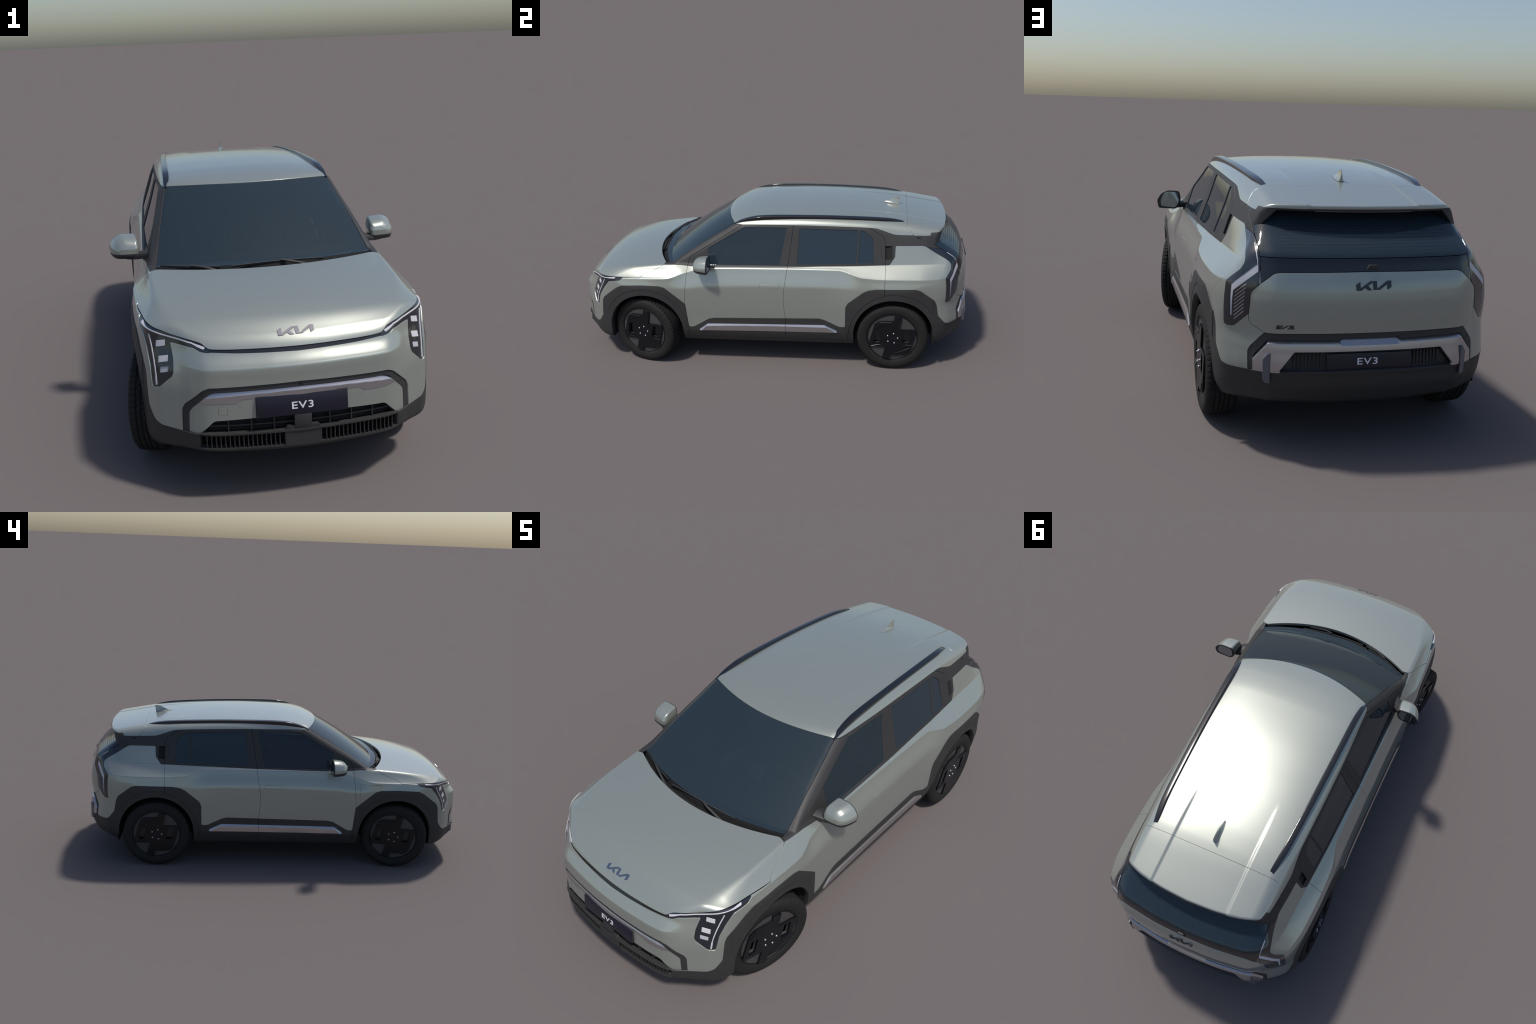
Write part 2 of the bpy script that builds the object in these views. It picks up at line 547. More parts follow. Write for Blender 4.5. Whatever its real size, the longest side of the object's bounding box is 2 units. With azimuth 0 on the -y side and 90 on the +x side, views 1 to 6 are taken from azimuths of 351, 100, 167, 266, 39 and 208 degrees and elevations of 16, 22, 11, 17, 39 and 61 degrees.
BADGE = material('badge_black', (.018, .018, .020), .4)
WIRE = material('defroster_wire', (.022, .034, .044), .5)

# ---- side lines : each (y, z, x)
LINES=[
 [(-1,.13,.380),(-.82,.12,.390),(-.4,.120,.394),(.44,.120,.394),(.82,.145,.388),(1,.19,.382)],
 [(-1,.16,.40),(-.82,.152,.408),(-.4,.15,.408),(.44,.153,.408),(.82,.18,.405),(1,.22,.40)],
 [(-1,.2,.412),(-.82,.2,.418),(-.4,.195,.421),(0,.192,.418),(.4,.2,.42),(.82,.22,.416),(1,.245,.41)],
 [(-1,.245,.416),(-.8,.245,.424),(-.6,.245,.429),(-.42,.245,.425),(-.36,.245,.421),(-.25,.245,.4175),(0,.245,.417),(.25,.245,.4175),(.36,.245,.421),(.41,.245,.425),(.62,.245,.429),(.8,.245,.421),(1,.27,.410)],
 [(-1,.32,.416),(-.8,.32,.424),(-.6,.32,.430),(-.42,.32,.4255),(-.36,.315,.422),(-.25,.305,.4185),(0,.305,.4185),(.25,.305,.4185),(.36,.315,.422),(.41,.32,.4255),(.62,.32,.430),(.8,.32,.424),(1,.32,.412)],
 [(-1,.4,.41),(-.8,.4,.415),(-.6,.405,.427),(-.49,.405,.427),(-.39,.405,.421),(-.3,.41,.417),(0,.42,.415),(.36,.42,.416),(.485,.41,.423),(.6,.41,.427),(.75,.41,.421),(.88,.41,.40),(1,.41,.38)],
 [(-1,.44,.392),(-.75,.454,.404),(-.65,.458,.412),(-.49,.463,.418),(-.388,.488,.393),(-.3,.508,.386),(.115,.512,.384),(.36,.51,.385),(.485,.482,.41),(.587,.476,.413),(.75,.475,.408),(.88,.476,.384),(1,.476,.36)],
 [(-1,.455,.33),(-.85,.478,.342),(-.784,.497,.349),(-.65,.514,.356),(-.52,.526,.361),(-.4,.531,.363),(-.3,.526,.367),(.118,.521,.372),(.36,.523,.369),(.605,.53,.357),(.77,.533,.351),(.88,.535,.343),(1,.535,.33)],
 [(-1,.62,.25),(-.6,.62,.28),(-.5,.62,.317),(-.28,.62,.335),(.1,.62,.337),(.636,.616,.326),(.771,.614,.316),(.85,.605,.302),(1,.6,.29)],
 [(-1,.7,.20),(-.3,.7,.295),(-.1,.7,.307),(.146,.707,.308),(.487,.7,.302),(.63,.69,.294),(.72,.685,.288),(.85,.68,.275),(1,.68,.26)],
 [(-1,.78,.10),(-.3,.78,.255),(.146,.78,.27),(.72,.76,.235),(1,.76,.22)],
]
_lines=[(curve(*[(p[0],p[1]) for p in L]),curve(*[(p[0],p[2]) for p in L])) for L in LINES]
DY,DZ=.0025,.0025
TY=np.arange(-1.06,1.0601,DY);TZ=np.arange(.05,.8201,DZ)
def _side_table():
    T=np.zeros((len(TY),len(TZ)))
    zk=np.array([l[0](TY) for l in _lines]);xk=np.array([l[1](TY) for l in _lines])
    # keep the shoulder creases crisp: straight lead-in and lead-out beside lines 6 and 7
    ins=[]
    for i in range(len(zk)):
        ins.append((zk[i],xk[i]))
        if i+1<len(zk):
            fr={5:(.82,.93),6:(.10,.22,.55,.80,.91),7:(.10,.25)}.get(i,())
            dip=-.0045*np.clip((-.40-TY)/.12,0,1) if i==6 else 0
            for f in fr: ins.append((zk[i]+(zk[i+1]-zk[i])*f,xk[i]+(xk[i+1]-xk[i])*f+dip*np.sin(np.pi*f**.8)))
    zk=np.array([q[0] for q in ins]);xk=np.array([q[1] for q in ins])
    for i in range(len(TY)): T[i]=pchip(zk[:,i],xk[:,i])(TZ)
    return T
SIDE=_side_table()
def bil(T,a0,da,b0,db,a,b):
    u=np.clip((a-a0)/da,0,T.shape[0]-1.001);v=np.clip((b-b0)/db,0,T.shape[1]-1.001)
    i=u.astype(int);j=v.astype(int);u=u-i;v=v-j
    return T[i,j]*(1-u)*(1-v)+T[i+1,j]*u*(1-v)+T[i,j+1]*(1-u)*v+T[i+1,j+1]*u*v
def side_x(y,z): return bil(SIDE,TY[0],DY,TZ[0],DZ,np.asarray(y,float),np.asarray(z,float))
# ---- front / rear
def _ss(t):
    t=np.clip(t,0,1);return t*t*(3-2*t)
front_plan=curve((-.02,0),(0,0),(.06,.0015),(.12,.006),(.2,.015),(.243,.024),(.28,.043),(.311,.068),(.34,.09),(.37,.114),(.395,.15),(.412,.21),(.43,.32))
front_base=curve((.05,-.9),(.10,-.945),(.13,-.984),(.16,-.998),(.2,-1.001),(.26,-.999),(.31,-.9965),(.345,-.9938),(.3775,-.9908),(.3835,-.9868),(.416,-.961),(.435,-.955),(.5,-.935),(.8,-.8))
rear_plan=curve((-.02,0),(0,0),(.1,.003),(.2,.0135),(.26,.023),(.304,.046),(.325,.062),(.36,.088),(.388,.118),(.405,.16),(.42,.25),(.44,.40))
rear_base=curve((.05,.80),(.10,.925),(.14,.957),(.17,.974),(.2,.987),(.225,.992),(.25,.998),(.3,.992),(.345,.986),(.39,.991),(.43,.993),(.46,.990),(.481,.986),(.516,.975),(.545,.965),(.557,.957),(.575,.936),(.602,.898),(.655,.829),(.70,.76),(.8,.55))
front_corner=curve((.05,-.9),(.10,-.945),(.13,-.984),(.16,-.998),(.2,-1.001),(.26,-.998),(.31,-.995),(.352,-.9865),(.385,-.974),(.41,-.9635),(.435,-.955),(.5,-.935),(.8,-.8))
def front_y(x,z):
    w=_ss((np.abs(x)-.235)/.085)
    return front_base(z)*(1-w)+front_corner(z)*w+front_plan(np.abs(x))
def rear_y(x,z): return rear_base(z)-rear_plan(np.abs(x))
# ---- top
hood_c=curve((-1.1,.37),(-1.0,.402),(-.975,.4150),(-.958,.4255),(-.928,.4505),(-.88,.482),(-.8,.504),(-.7,.519),(-.592,.530),(-.4,.545),(0,.56))
roof_c=curve((-.5,.60),(-.3,.696),(-.214,.724),(-.1,.7455),(0,.7525),(.15,.7545),(.3,.7515),(.45,.7445),(.568,.736),(.648,.726),(.691,.719),(.79,.7005),(.888,.682),(1.0,.66))
wind_c=curve((-.7,.40),(-.545,.5215),(-.48,.567),(-.35,.6495),(-.214,.7235),(-.1,.781),(.1,.87))
def hood_z(x,y): return hood_c(y-.35*x*x)-(.10-.20*_ss((-.80-y)/.16))*x*x
def roof_z(x,y): return roof_c(y-.15*x*x)-.10*x*x-1.0*x**4
def wind_z(x,y): return wind_c(y-(.47+.33*np.clip((y+.5)/.3,0,1))*x*x)-.10*x*x
def top_z(x,y): return np.maximum(hood_z(x,y),smin(wind_z(x,y),roof_z(x,y),.006))
bot_y=curve((-1.05,.142),(-.95,.133),(-.88,.123),(-.82,.117),(-.7,.116),(.7,.116),(.82,.122),(.9,.131),(1.05,.141))
bot_e=curve((-1.05,.14),(-.95,.12),(-.88,.06),(-.82,.02),(-.7,0),(.7,0),(.82,.07),(.9,.13),(1.05,.18))
def bot_z(x,y): return bot_y(y)+bot_e(y)*x*x
def F(x,y,z):
    ax=np.abs(x)
    s=(ax-side_x(y,z))*.95
    t=(z-top_z(ax,y))*.92
    f=(front_y(ax,z)-y)*.85
    r=(y-rear_y(ax,z))*.85
    b=bot_z(ax,y)-z
    k=.030-.020*_ss((-.30-y)/.15)+.026*_ss((-.66-y)/.18)
    v=smax(s,t,k)
    v=smax(v,f,.014)
    v=smax(v,r,.022)
    return smax(v,b,.02)

# =================================================================== the car
CAR = bpy.data.objects.new('electric_crossover', None)
bpy.context.scene.collection.objects.link(CAR)
CAR['label'] = 'sage grey compact electric SUV with black cladding and roof rails'
CAR['category'] = 'car'

V, T = surface_nets(F, (-.452, -1.02, .10), (.452, 1.02, .78), .004)
rest = Sheet(V, unit(grad(F, V)), T)
GAP = .0010
FAR = 9.0

def sides(S):
    """(left, right) halves of a sheet that lies on both flanks"""
    return clip(S, S.x), clip(S, -S.x)

# finer triangles where small trim is cut out of the fascias
c = rest.V[rest.T].mean(1); ca = np.abs(c[:, 0])
fine = (c[:, 1] < -.70) & (c[:, 2] > .185) & (c[:, 2] < .47) & ((c[:, 1] < -.80) | (ca > .25))
fine |= (c[:, 1] > .84) & (c[:, 2] > .225) & (c[:, 2] < .36)
fine |= (c[:, 1] > .76) & (c[:, 2] > .34) & (c[:, 2] < .62) & (ca > .27)
rest = refine_where(rest, F, fine)

# ---- wheel openings
WHEEL_Y = (-.620, .625); WHEEL_R = .1725; ARCH_R = .192; ARCH_Z = .183
ARCH_Y = (-.613, .627)
def wells(S):
    s = np.full(len(S.V), FAR)
    for yc in ARCH_Y:
        dy = S.y - yc
        c = np.hypot(dy, S.z - ARCH_Z) - ARCH_R
        b = np.maximum(np.abs(dy) - ARCH_R, S.z - ARCH_Z)
        s = np.minimum(s, np.minimum(c, b))
    return np.maximum(s, .24 - S.ax)
_, rest = split(rest, wells(rest))

# ---- floor
under, rest = split(rest, rest.z - (bot_z(rest.ax, rest.y) + .004))
panel('underbody', under, DARK, CAR, rim=.004)

# ---- hood, windshield, roof
t_bow = lambda S: S.y - .80 * S.x**2
hood_edge = curve((0, .4185), (.12, .4195), (.229, .4230), (.253, .4375), (.325, .4505), (.362, .4580), (.385, .4605), (.42, .4610))
shut_y = curve((.44, -.655), (.455, -.640), (.465, -.626), (.503, -.538), (.515, -.515), (.523, -.501), (.56, -.44))
COWL = -.5925; ROOF_FRONT = -.2135
s = np.maximum(hood_edge(rest.ax) - rest.z, np.maximum((rest.y - shut_y(rest.z)) * .55, t_bow(rest) - COWL))
hood, rest = split(rest, s, GAP)
panel('hood', hood, PAINT, CAR, rim=.014)

pillar_x = curve((-.52, .3500), (-.478, .3425), (-.30, .3135), (-.151, .2865), (0, .26))
glass_a = np.maximum(np.maximum(COWL - t_bow(rest), t_bow(rest) - ROOF_FRONT), rest.ax - pillar_x(rest.y))
glass_a = np.where(rest.z > .49, glass_a, FAR)
shield, rest = split(rest, glass_a, .0008)
# cowl trough in front of the glass foot
foot = lambda S: S.y - .64 * S.x**2
cowl, shield = split(shield, foot(shield) + .557, .0005)
panel('cowl_panel', cowl, DARK, CAR, off=-.026 * smooth(-.557, -.570, foot(cowl)) - .002, rim=.004, recalc=True)
panel('windshield', shield, SHIELD, CAR, off=-.0015, rim=0)

SEAM_Y = .691
roof_low = curve((-.4, .712), (-.146, .7118), (.146, .7105), (.394, .7035), (.512, .698), (.545, .694), (.565, .688), (.615, .671), (.634, .6660), (.66, .6640), (.727, .6610), (.786, .6590), (.815, .661), (.84, .666), (.86, .669), (1, .669))
seam = lambda S: S.y - (SEAM_Y + 1.0 * np.clip(.700 - S.z, 0, 1) * .75)
s = np.maximum(np.maximum(ROOF_FRONT - t_bow(rest), roof_low(rest.y) - rest.z), seam(rest))
roof, rest = split(rest, s, .0008)
# two shallow ribs run back over the roof to the spoiler
rib = lambda x, y, z: -.0030 * smooth(.40, .62, y) * smooth(.163, .149, np.abs(x))
panel('roof', roof, PAINT, CAR, off=rib, rim=.006)

# ---- rear: lamps, glass, tailgate
q_rear = lambda S: S.ax + .95 - S.y
TAIL = fillet([(.412, .600), (.470, .6065), (.488, .6115), (.404, .553), (.3915, .540), (.390, .528), (.402, .511), (.461, .4765),
               (.4635, .357), (.450, .353), (.418, .355), (.400, .366), (.352, .3955), (.345, .449), (.341, .459), (.314, .479), (.328, .547),
               (.349, .568), (.379, .586)], .006)
rear_zone = (rest.y > .70) & (rest.ax > .22)
s = np.where(rear_zone, sd_poly(q_rear(rest), rest.z, TAIL), FAR)
tail, rest = split(rest, s, .0008)

TG = fillet([(0, .516), (.254, .5130), (.270, .5075), (.304, .479), (.322, .459), (.3255, .449), (.329, .393), (.327, .376), (.320, .3665),
             (.290, .348), (.280, .3470), (0, .3475), (-.1, .3475), (-.1, .516)], .004)
s = np.where(rest.y > .8, sd_poly(rest.ax, rest.z, TG), FAR)
gate, rest = split(rest, s, .0011)

s = np.where((rest.y > .70) & (rest.z > .44), np.maximum(rest.ax - (.3015 + .02 * (rest.z - .55)), (.47 - rest.z)), FAR)
s = np.where((rest.y > .70) & (rest.z > .40), np.maximum(s, -sd_poly(q_rear(rest), rest.z, TAIL)), s)
s = np.maximum(s, .735 - rest.y)
upper, rest = split(rest, s, .0008)
window, band = split(upper, .5500 - upper.z, .0008)
hidden, window = split(window, .672 - window.z)
rear_glass = panel('rear_window', window, PRIVACY, CAR, rim=0)
tailgate = panel('tailgate', gate, PAINT, CAR, rim=.008)
panel('tailgate_trim', band, GLOSS, tailgate, off=-.0005, rim=.005)
panel('roof_extension', hidden, DARK, CAR, off=-.006, rim=0)

# rear bumper trim
def below_poly(outer_pts, z0):
    return np.array([(p[0], p[1]) for p in outer_pts] + [(-.1, outer_pts[-1][1]), (-.1, z0), (outer_pts[0][0], z0)])
RFRAME = fillet([(.3295, .242), (.3295, .293), (.324, .306), (.290, .347), (.26, .3478), (-.1, .3478), (-.1, .242)], .004)
s = np.where(rest.y > .8, sd_poly(rest.ax, rest.z, RFRAME), FAR)
rframe, rest = split(rest, s, .0006)
RCHROME = fillet([(.3165, .2425), (.3170, .281), (.313, .289), (.283, .3275), (.273, .3310), (.087, .3290), (.081, .3350), (-.1, .335), (-.1, .300),
                  (.2105, .2985), (.2510, .2475), (.246, .2425)], .003)
s = sd_poly(rframe.ax, rframe.z, RCHROME)
rchrome, rframe = split(rframe, s, .0004)
rinner, rframe = split(rframe, np.maximum(rframe.z - .299, rframe.ax - .26), 0)

# ---- front: lamps, mouth, trim
q_front = lambda S: S.ax + S.y + .95
HEAD = fillet([(.2435, .4240), (.286, .4415), (.421, .4580), (.497, .4655), (.555, .4655), (.624, .4640), (.637, .4580), (.622, .4455), (.5545, .4370),
               (.515, .4000), (.484, .3600), (.4675, .3070), (.455, .3060), (.431, .3095), (.375, .3455), (.370, .3570), (.3785, .3880), (.4035, .4305),
               (.303, .4255), (.277, .4178), (.240, .4150)], .0045)
front_zone = (rest.y < -.66) & (rest.ax > .18) & (rest.z > .28)
s = np.where(front_zone, sd_poly(q_front(rest), rest.z, HEAD), FAR)
head, rest = split(rest, s, .0008)
low_edge = curve((0, .4085), (.147, .4115), (.232, .4158), (.30, .4170))
s = np.maximum(np.maximum(low_edge(rest.ax) - rest.z, rest.ax - .238), rest.y + .90)
s = np.maximum(s, rest.z - .44)
strip, rest = split(rest, s, .0003)

FFRAME = fillet([(.3145, .190), (.3115, .260), (.304, .277), (.258, .3220), (.241, .3300), (-.1, .3375), (-.1, .190)], .005)
FINNER = fillet([(.2990, .185), (.2955, .2565), (.287, .270), (.243, .3135), (.229, .3180), (-.1, .3235), (-.1, .185)], .004)
MOUTH = fillet([(.2705, .190), (.2705, .1995), (.236, .2340), (.2275, .2380), (.12, .2420), (-.1, .2425), (-.1, .190)], .003)
fz = (rest.y < -.80) & (rest.z > .1985)
lower_lip = lambda S: .1985 - S.z
s = np.where(rest.y < -.80, np.maximum(sd_poly(rest.ax, rest.z, FFRAME), lower_lip(rest)), FAR)
fframe, rest = split(rest, s, .0005)
inner, fframe = split(fframe, sd_poly(fframe.ax, fframe.z, FINNER), .0004)
mouth, inner = split(inner, sd_poly(inner.ax, inner.z, MOUTH), 0)
FCHROME = fillet([(.2675, .2890), (.2325, .2845), (.1725, .2850), (.1585, .2950), (.12, .2970), (-.1, .298), (-.1, .34), (.32, .34), (.30, .289)], .001)
fchrome, insert = split(inner, sd_poly(inner.ax, inner.z, FCHROME), .0003)
tow, insert = split(insert, sd_poly(insert.x, insert.z, fillet([(-.2195, .2530), (-.1970, .2530), (-.1970, .2755), (-.2195, .2755)], .004)), .0006)
dots, insert = split(insert, np.hypot(insert.ax - .1625, insert.z - .2770) - .0040, .0005)
eyes, fframe = split(fframe, np.hypot(fframe.ax - .2900, fframe.z - .2850) - .0042, .0005)
# slatted lower mouth
s = np.where(rest.y < -.85, np.maximum(np.maximum(rest.ax - .2705, rest.z - .1990), .157 - rest.z), FAR)
slot, rest = split(rest, s, 0)

# ---- greenhouse, cladding, doors
DLO = fillet([(-.53, .5195), (-.49, .5195), (-.416, .5205), (-.371, .5165), (-.276, .5130), (-.118, .5155), (.119, .5185), (.36, .5250), (.467, .5270), (.607, .5300), (.633, .566),
              (.6355, .615), (.641, .6170), (.763, .6155), (.780, .6105), (.80, .5990), (.95, .575), (.95, .80), (-.53, .80)], .005)
s = np.where((rest.ax > .14), sd_poly(rest.y, rest.z, DLO, pad=.3), np.where(rest.z > .6, -1.0, FAR))
dlo, rest = split(rest, s, .0003)
spoiler_cut = lambda y: np.where(y < .722, .661, .661 - .475 * (y - .722))
covered, dlo = split(dlo, np.maximum(-seam(dlo), spoiler_cut(dlo.y) - dlo.z), 0)
panel('roof_extension', covered, DARK, CAR, off=-.007, rim=0)

CLAD = [(-1.1, .199), (-.93, .1990), (-.889, .2025), (-.872, .2125), (-.848, .247), (-.8385, .331), (-.828, .352), (-.755, .4070), (-.726, .4215),
        (-.62, .4280), (-.526, .4260), (-.498, .4185), (-.4005, .334), (-.3895, .2060), (-.363, .2070), (-.283, .2520), (-.256, .2570), (.1, .2640),
        (.268, .2680), (.292, .2620), (.366, .2265), (.3960, .2270), (.3985, .331), (.409, .354), (.485, .4130), (.510, .4250), (.55, .4310), (.73, .4320),
        (.755, .4240), (.822, .3710), (.832, .345), (.840, .292), (.873, .2490), (.895, .2430), (.94, .2420), (1.1, .2420), (1.1, .02), (-1.1, .02)]
CLADF = fillet(CLAD, .006)
clad, paint = split(rest, sd_poly(rest.y, rest.z, CLADF, pad=.5), .0003)

LINE_A = [(-.102, .715), (-.372, .559), (-.375, .546), (-.382, .522), (-.386, .493), (-.393, .424), (-.400, .339), (-.3895, .205), (-.394, .152)]
LINE_B = [(.106, .1545), (.099, .178), (.104, .260), (.098, .314), (.095, .366), (.101, .422), (.115, .507), (.119, .527), (.1465, .715)]
LINE_C = [(.407, .153), (.412, .205), (.427, .257), (.458, .312), (.498, .354), (.545, .385), (.585, .397), (.587, .465), (.588, .530), (.587, .631), (.582, .651), (.567, .666), (.512, .6975), (.48, .715)]
F_DOOR = LINE_A + LINE_B
R_DOOR = LINE_B[::-1] + LINE_C
def door_parts(S):
    s1 = np.where(S.ax > .2, sd_poly(S.y, S.z, F_DOOR), FAR)
    a, r = split(S, s1, GAP)
    s2 = np.where(r.ax > .2, sd_poly(r.y, r.z, R_DOOR), FAR)
    b, r = split(r, s2, GAP)
    return a, b, r

fd_p, rd_p, paint = door_parts(paint)
fd_d, rd_d, dlo = door_parts(dlo)
fd_c, rd_c, clad = door_parts(clad)

# fenders, quarters, bumpers
bump_f = lambda S: (S.y - (-.738 + (S.z - .430) * -.85))
front_b, paint = split(paint, np.maximum(bump_f(paint), -.0 + paint.y + .70), .0006)
bump_r = lambda S: np.maximum((.800 + (S.z - .434) * 1.05) - S.y, S.z - .4765)
rear_b, paint = split(paint, np.maximum(bump_r(paint), .78 - paint.y), .0006)
fender, quarter = split(paint, paint.y - .1)

front_bumper = panel('front_bumper', front_b, PAINT, CAR, rim=.014)
rear_bumper = panel('rear_bumper', rear_b, PAINT, CAR, rim=.010)
lo_f, cl = split(clad, np.maximum(clad.y + .81, clad.y + .81))
lo_r, cl = split(cl, .815 - cl.y)
panel('front_bumper_skirt', lo_f, PLASTIC, front_bumper, off=.0005, rim=.016)
panel('rear_bumper_skirt', lo_r, PLASTIC, rear_bumper, off=.0005, rim=.012)
sill, arch = split(cl, np.maximum(np.abs(cl.y - .005) - .43, cl.z - .1545), 0)

F_GLASS = fillet([(-.278, .6025), (-.096, .7000), (.113, .6990), (.0765, .5270), (-.275, .5200)], .004)
R_GLASS = fillet([(.176, .6970), (.4600, .6880), (.4480, .5360), (.163, .5310)], .004)
Q_GLASS = fillet([(.4670, .6875), (.487, .6860), (.524, .656), (.530, .642), (.532, .5390), (.4560, .5370)], .004)
HANDLE = fillet([(-.0195, .4430), (.077, .4435), (.077, .4245), (-.0195, .4235)], .006)
R_HANDLE_CUT = fillet([(.5685, .616), (.62, .6165), (.62, .556), (.586, .556), (.5685, .573)], .004)
CHROME_SILL = [(-.3355, .1885), (-.333, .1970), (-.291, .2250), (.295, .2330), (.3540, .2050), (.357, .1945)]
chrome_top = curve((-.34, .1965), (-.333, .1970), (-.291, .2250), (.295, .2330), (.354, .2050), (.36, .2030))
def flank(S, k):
    return clip(S, -S.x * k)
for k in (-1, 1):
    fe = panel('fender', flank(fender, k), PAINT, CAR, rim=.008) if k > 0 else None
    if k < 0:
        fl = flank(fender, k)
        FUEL = fillet([(-.416, .4545), (-.526, .4545), (-.5285, .364), (-.418, .3635)], .014)
        s = sd_poly(fl.y, fl.z, FUEL)
        flap, fl = split(fl, s, .0006)
        fe = panel('fender', fl, PAINT, CAR, rim=.008)
        panel('charge_flap', flap, PAINT, fe, rim=.004)
    panel('quarter_panel', flank(quarter, k), PAINT, CAR, rim=.008)
    for nm, pp, dd, cc, gl in (('front_door', fd_p, fd_d, fd_c, [F_GLASS]), ('rear_door', rd_p, rd_d, rd_c, [R_GLASS, Q_GLASS])):
        body = flank(pp, k); frame = flank(dd, k); low = flank(cc, k)
        hd = None
        if nm == 'front_door':
            hd, body = split(body, sd_poly(body.y, body.z, HANDLE), .0007)
        door = panel(nm, body, PAINT, CAR, rim=.008)
        if hd is not None:
            panel('door_handle', hd, PAINT, door, off=.0006, rim=.004)
        for g in gl:
            pane, frame = split(frame, sd_poly(frame.y, frame.z, g), .0003)
            panel('door_window', pane, GLASS if nm == 'front_door' else PRIVACY, door, off=-.0025, rim=0)
        if nm == 'rear_door':
            grip, frame = split(frame, sd_poly(frame.y, frame.z, R_HANDLE_CUT), .0006)
            panel('door_handle', grip, PLASTIC, door, off=.0005, rim=.006)
        panel('window_frame', frame, PLASTIC, door, off=.0003, rim=.006)
        # satin insert in the door cladding
        ch, low = split(low, sd_poly(low.y, low.z, fillet(CHROME_SILL, .002)), .0003)
        panel('door_cladding', low, PLASTIC, door, off=.0020, rim=.010)
        panel('sill_trim', refine(ch, F, 1), SATIN, door, off=lambda x, y, z: .0005 + .0060 * np.clip((chrome_top(y) - z) / .0115, 0, 1) - .09 * np.clip(chrome_top(y) - z - .0115, 0, 1), rim=.008)
    rd = flank(dlo, k)
    pocket, rd = split(rd, sd_poly(rd.y, rd.z, R_HANDLE_CUT), .0006)
    pil = panel('pillar_trim', rd, PLASTIC, CAR, off=.0003, rim=.006)
    panel('handle_recess', pocket, DARK, pil, off=-.010 * smooth(.626, .60, pocket.y), rim=.004, recalc=True)
    fa, ra = split(flank(arch, k), arch.y[:0] if False else flank(arch, k).y)
    for part, yc in ((fa, ARCH_Y[0]), (ra, ARCH_Y[1])):
        ring = lambda x, y, z: .0024 - .0016 * smooth(.2245, .2205, np.hypot(y - yc, z - ARCH_Z))
        panel('arch_trim', part, PLASTIC, CAR, off=ring, rim=.022)
    panel('side_sill', flank(sill, k), PLASTIC, CAR, off=-.001, rim=.010)

# ------------------------------------------------------------ front details
panel('hood_gap_strip', strip, GLOSS, CAR, off=-.002, rim=.008)
panel('bumper_frame', fframe, PLASTIC, front_bumper, off=-.0030, rim=.010)
panel('bumper_insert', insert, PAINT, front_bumper, off=-.0045, rim=.020)
bev = curve((0, .3115), (.10, .3095), (.23, .3035), (.236, .3135), (.3, .36))
panel('bumper_trim', fchrome, SATIN, front_bumper, off=lambda x, y, z: -.0035 - .60 * np.clip(z - (.3110 - .008 * (x / .23)**2), 0, .02), rim=.010)
panel('mouth_back', mouth, DARK, front_bumper, off=-.026, rim=0)
panel('mouth_back', slot, DARK, front_bumper, off=-.022, rim=0)

def on_front(x, z, out=0.0):
    return np.array([x, float(front_y(abs(x), z)) - out, z])

# upright slats, shelf above them, cross bars of the upper mouth
slat = None
n = 0
for sx in (-1, 1):
    for i in range(17):
        x = sx * (.063 + .01185 * i)
        y0 = float(front_y(abs(x), .18)) + .0015
        if slat is None:
            slat = box('grille_slat', (.0032, .018, .040), (0, 0, 0), PLASTIC, front_bumper, bevel=.0008, seg=1)
            ob = slat
        else:
            ob = slat.copy(); bpy.context.scene.collection.objects.link(ob)
        ob.location = (x, y0 + .009, .180)
shelf = [on_front(x, .2005, -.007) for x in np.linspace(-.268, .268, 41)]
sweep('grille_shelf', shelf, (0, 0, 1), [(-.009, -.0022), (.009, -.0022), (.009, .0022), (-.009, .0022)], PLASTIC, front_bumper)
shelf = [on_front(x, .158, -.006) for x in np.linspace(-.268, .268, 41)]
sweep('grille_shelf', shelf, (0, 0, 1), [(-.009, -.0022), (.009, -.0022), (.009, .0022), (-.009, .0022)], PLASTIC, front_bumper)
bar = [on_front(x, .2200, -.017) for x in np.linspace(-.250, .250, 31)]
sweep('grille_bar', bar, (0, 0, 1), [(-.004, -.0016), (.004, -.0016), (.004, .0016), (-.004, .0016)], PLASTIC, front_bumper)
for x in (-.195, -.135, -.075, .075, .135, .195):
    p = on_front(x, .219, -.016)
    box('grille_bar', (.004, .010, .038), p, PLASTIC, front_bumper, bevel=.0006, seg=1)
p = on_front(0, .224, -.006)
box('plate_post', (.046, .012, .040), p, PLASTIC, front_bumper, bevel=.001)
RADAR = fillet([(-.050, .157), (.050, .157), (.050, .200), (.041, .2125), (-.041, .2125), (-.050, .200)], .003)
prism('sensor_cover', RADAR, .012, Matrix(((1, 0, 0, 0), (0, 0, -1, -.9880), (0, 1, 0, 0), (0, 0, 0, 1))), PLASTIC, front_bumper, bevel=.0015, seg=2)

tilt = math.atan2(.007, .055)
plate_m = Matrix.Translation((0, -.9905, .2710)) @ Matrix.Rotation(math.radians(90) - tilt, 4, 'X')
R4 = plate_m.to_3x3().to_4x4()
plate = box('number_plate', (.243, .0555, .006), plate_m @ Vector((0, 0, .0035)), PLATE, CAR, bevel=.0012, rot=R4)
box('plate_holder', (.246, .0585, .012), plate_m @ Vector((0, .0005, -.0025)), PLASTIC, plate, bevel=.002, rot=R4)
letters('plate_lettering', 'EV3', .0575, .0195, .0003, plate_m @ Matrix.Translation((0, -.002, .0068)), PLATETEXT, plate, bold=.0003, spacing=1.12)

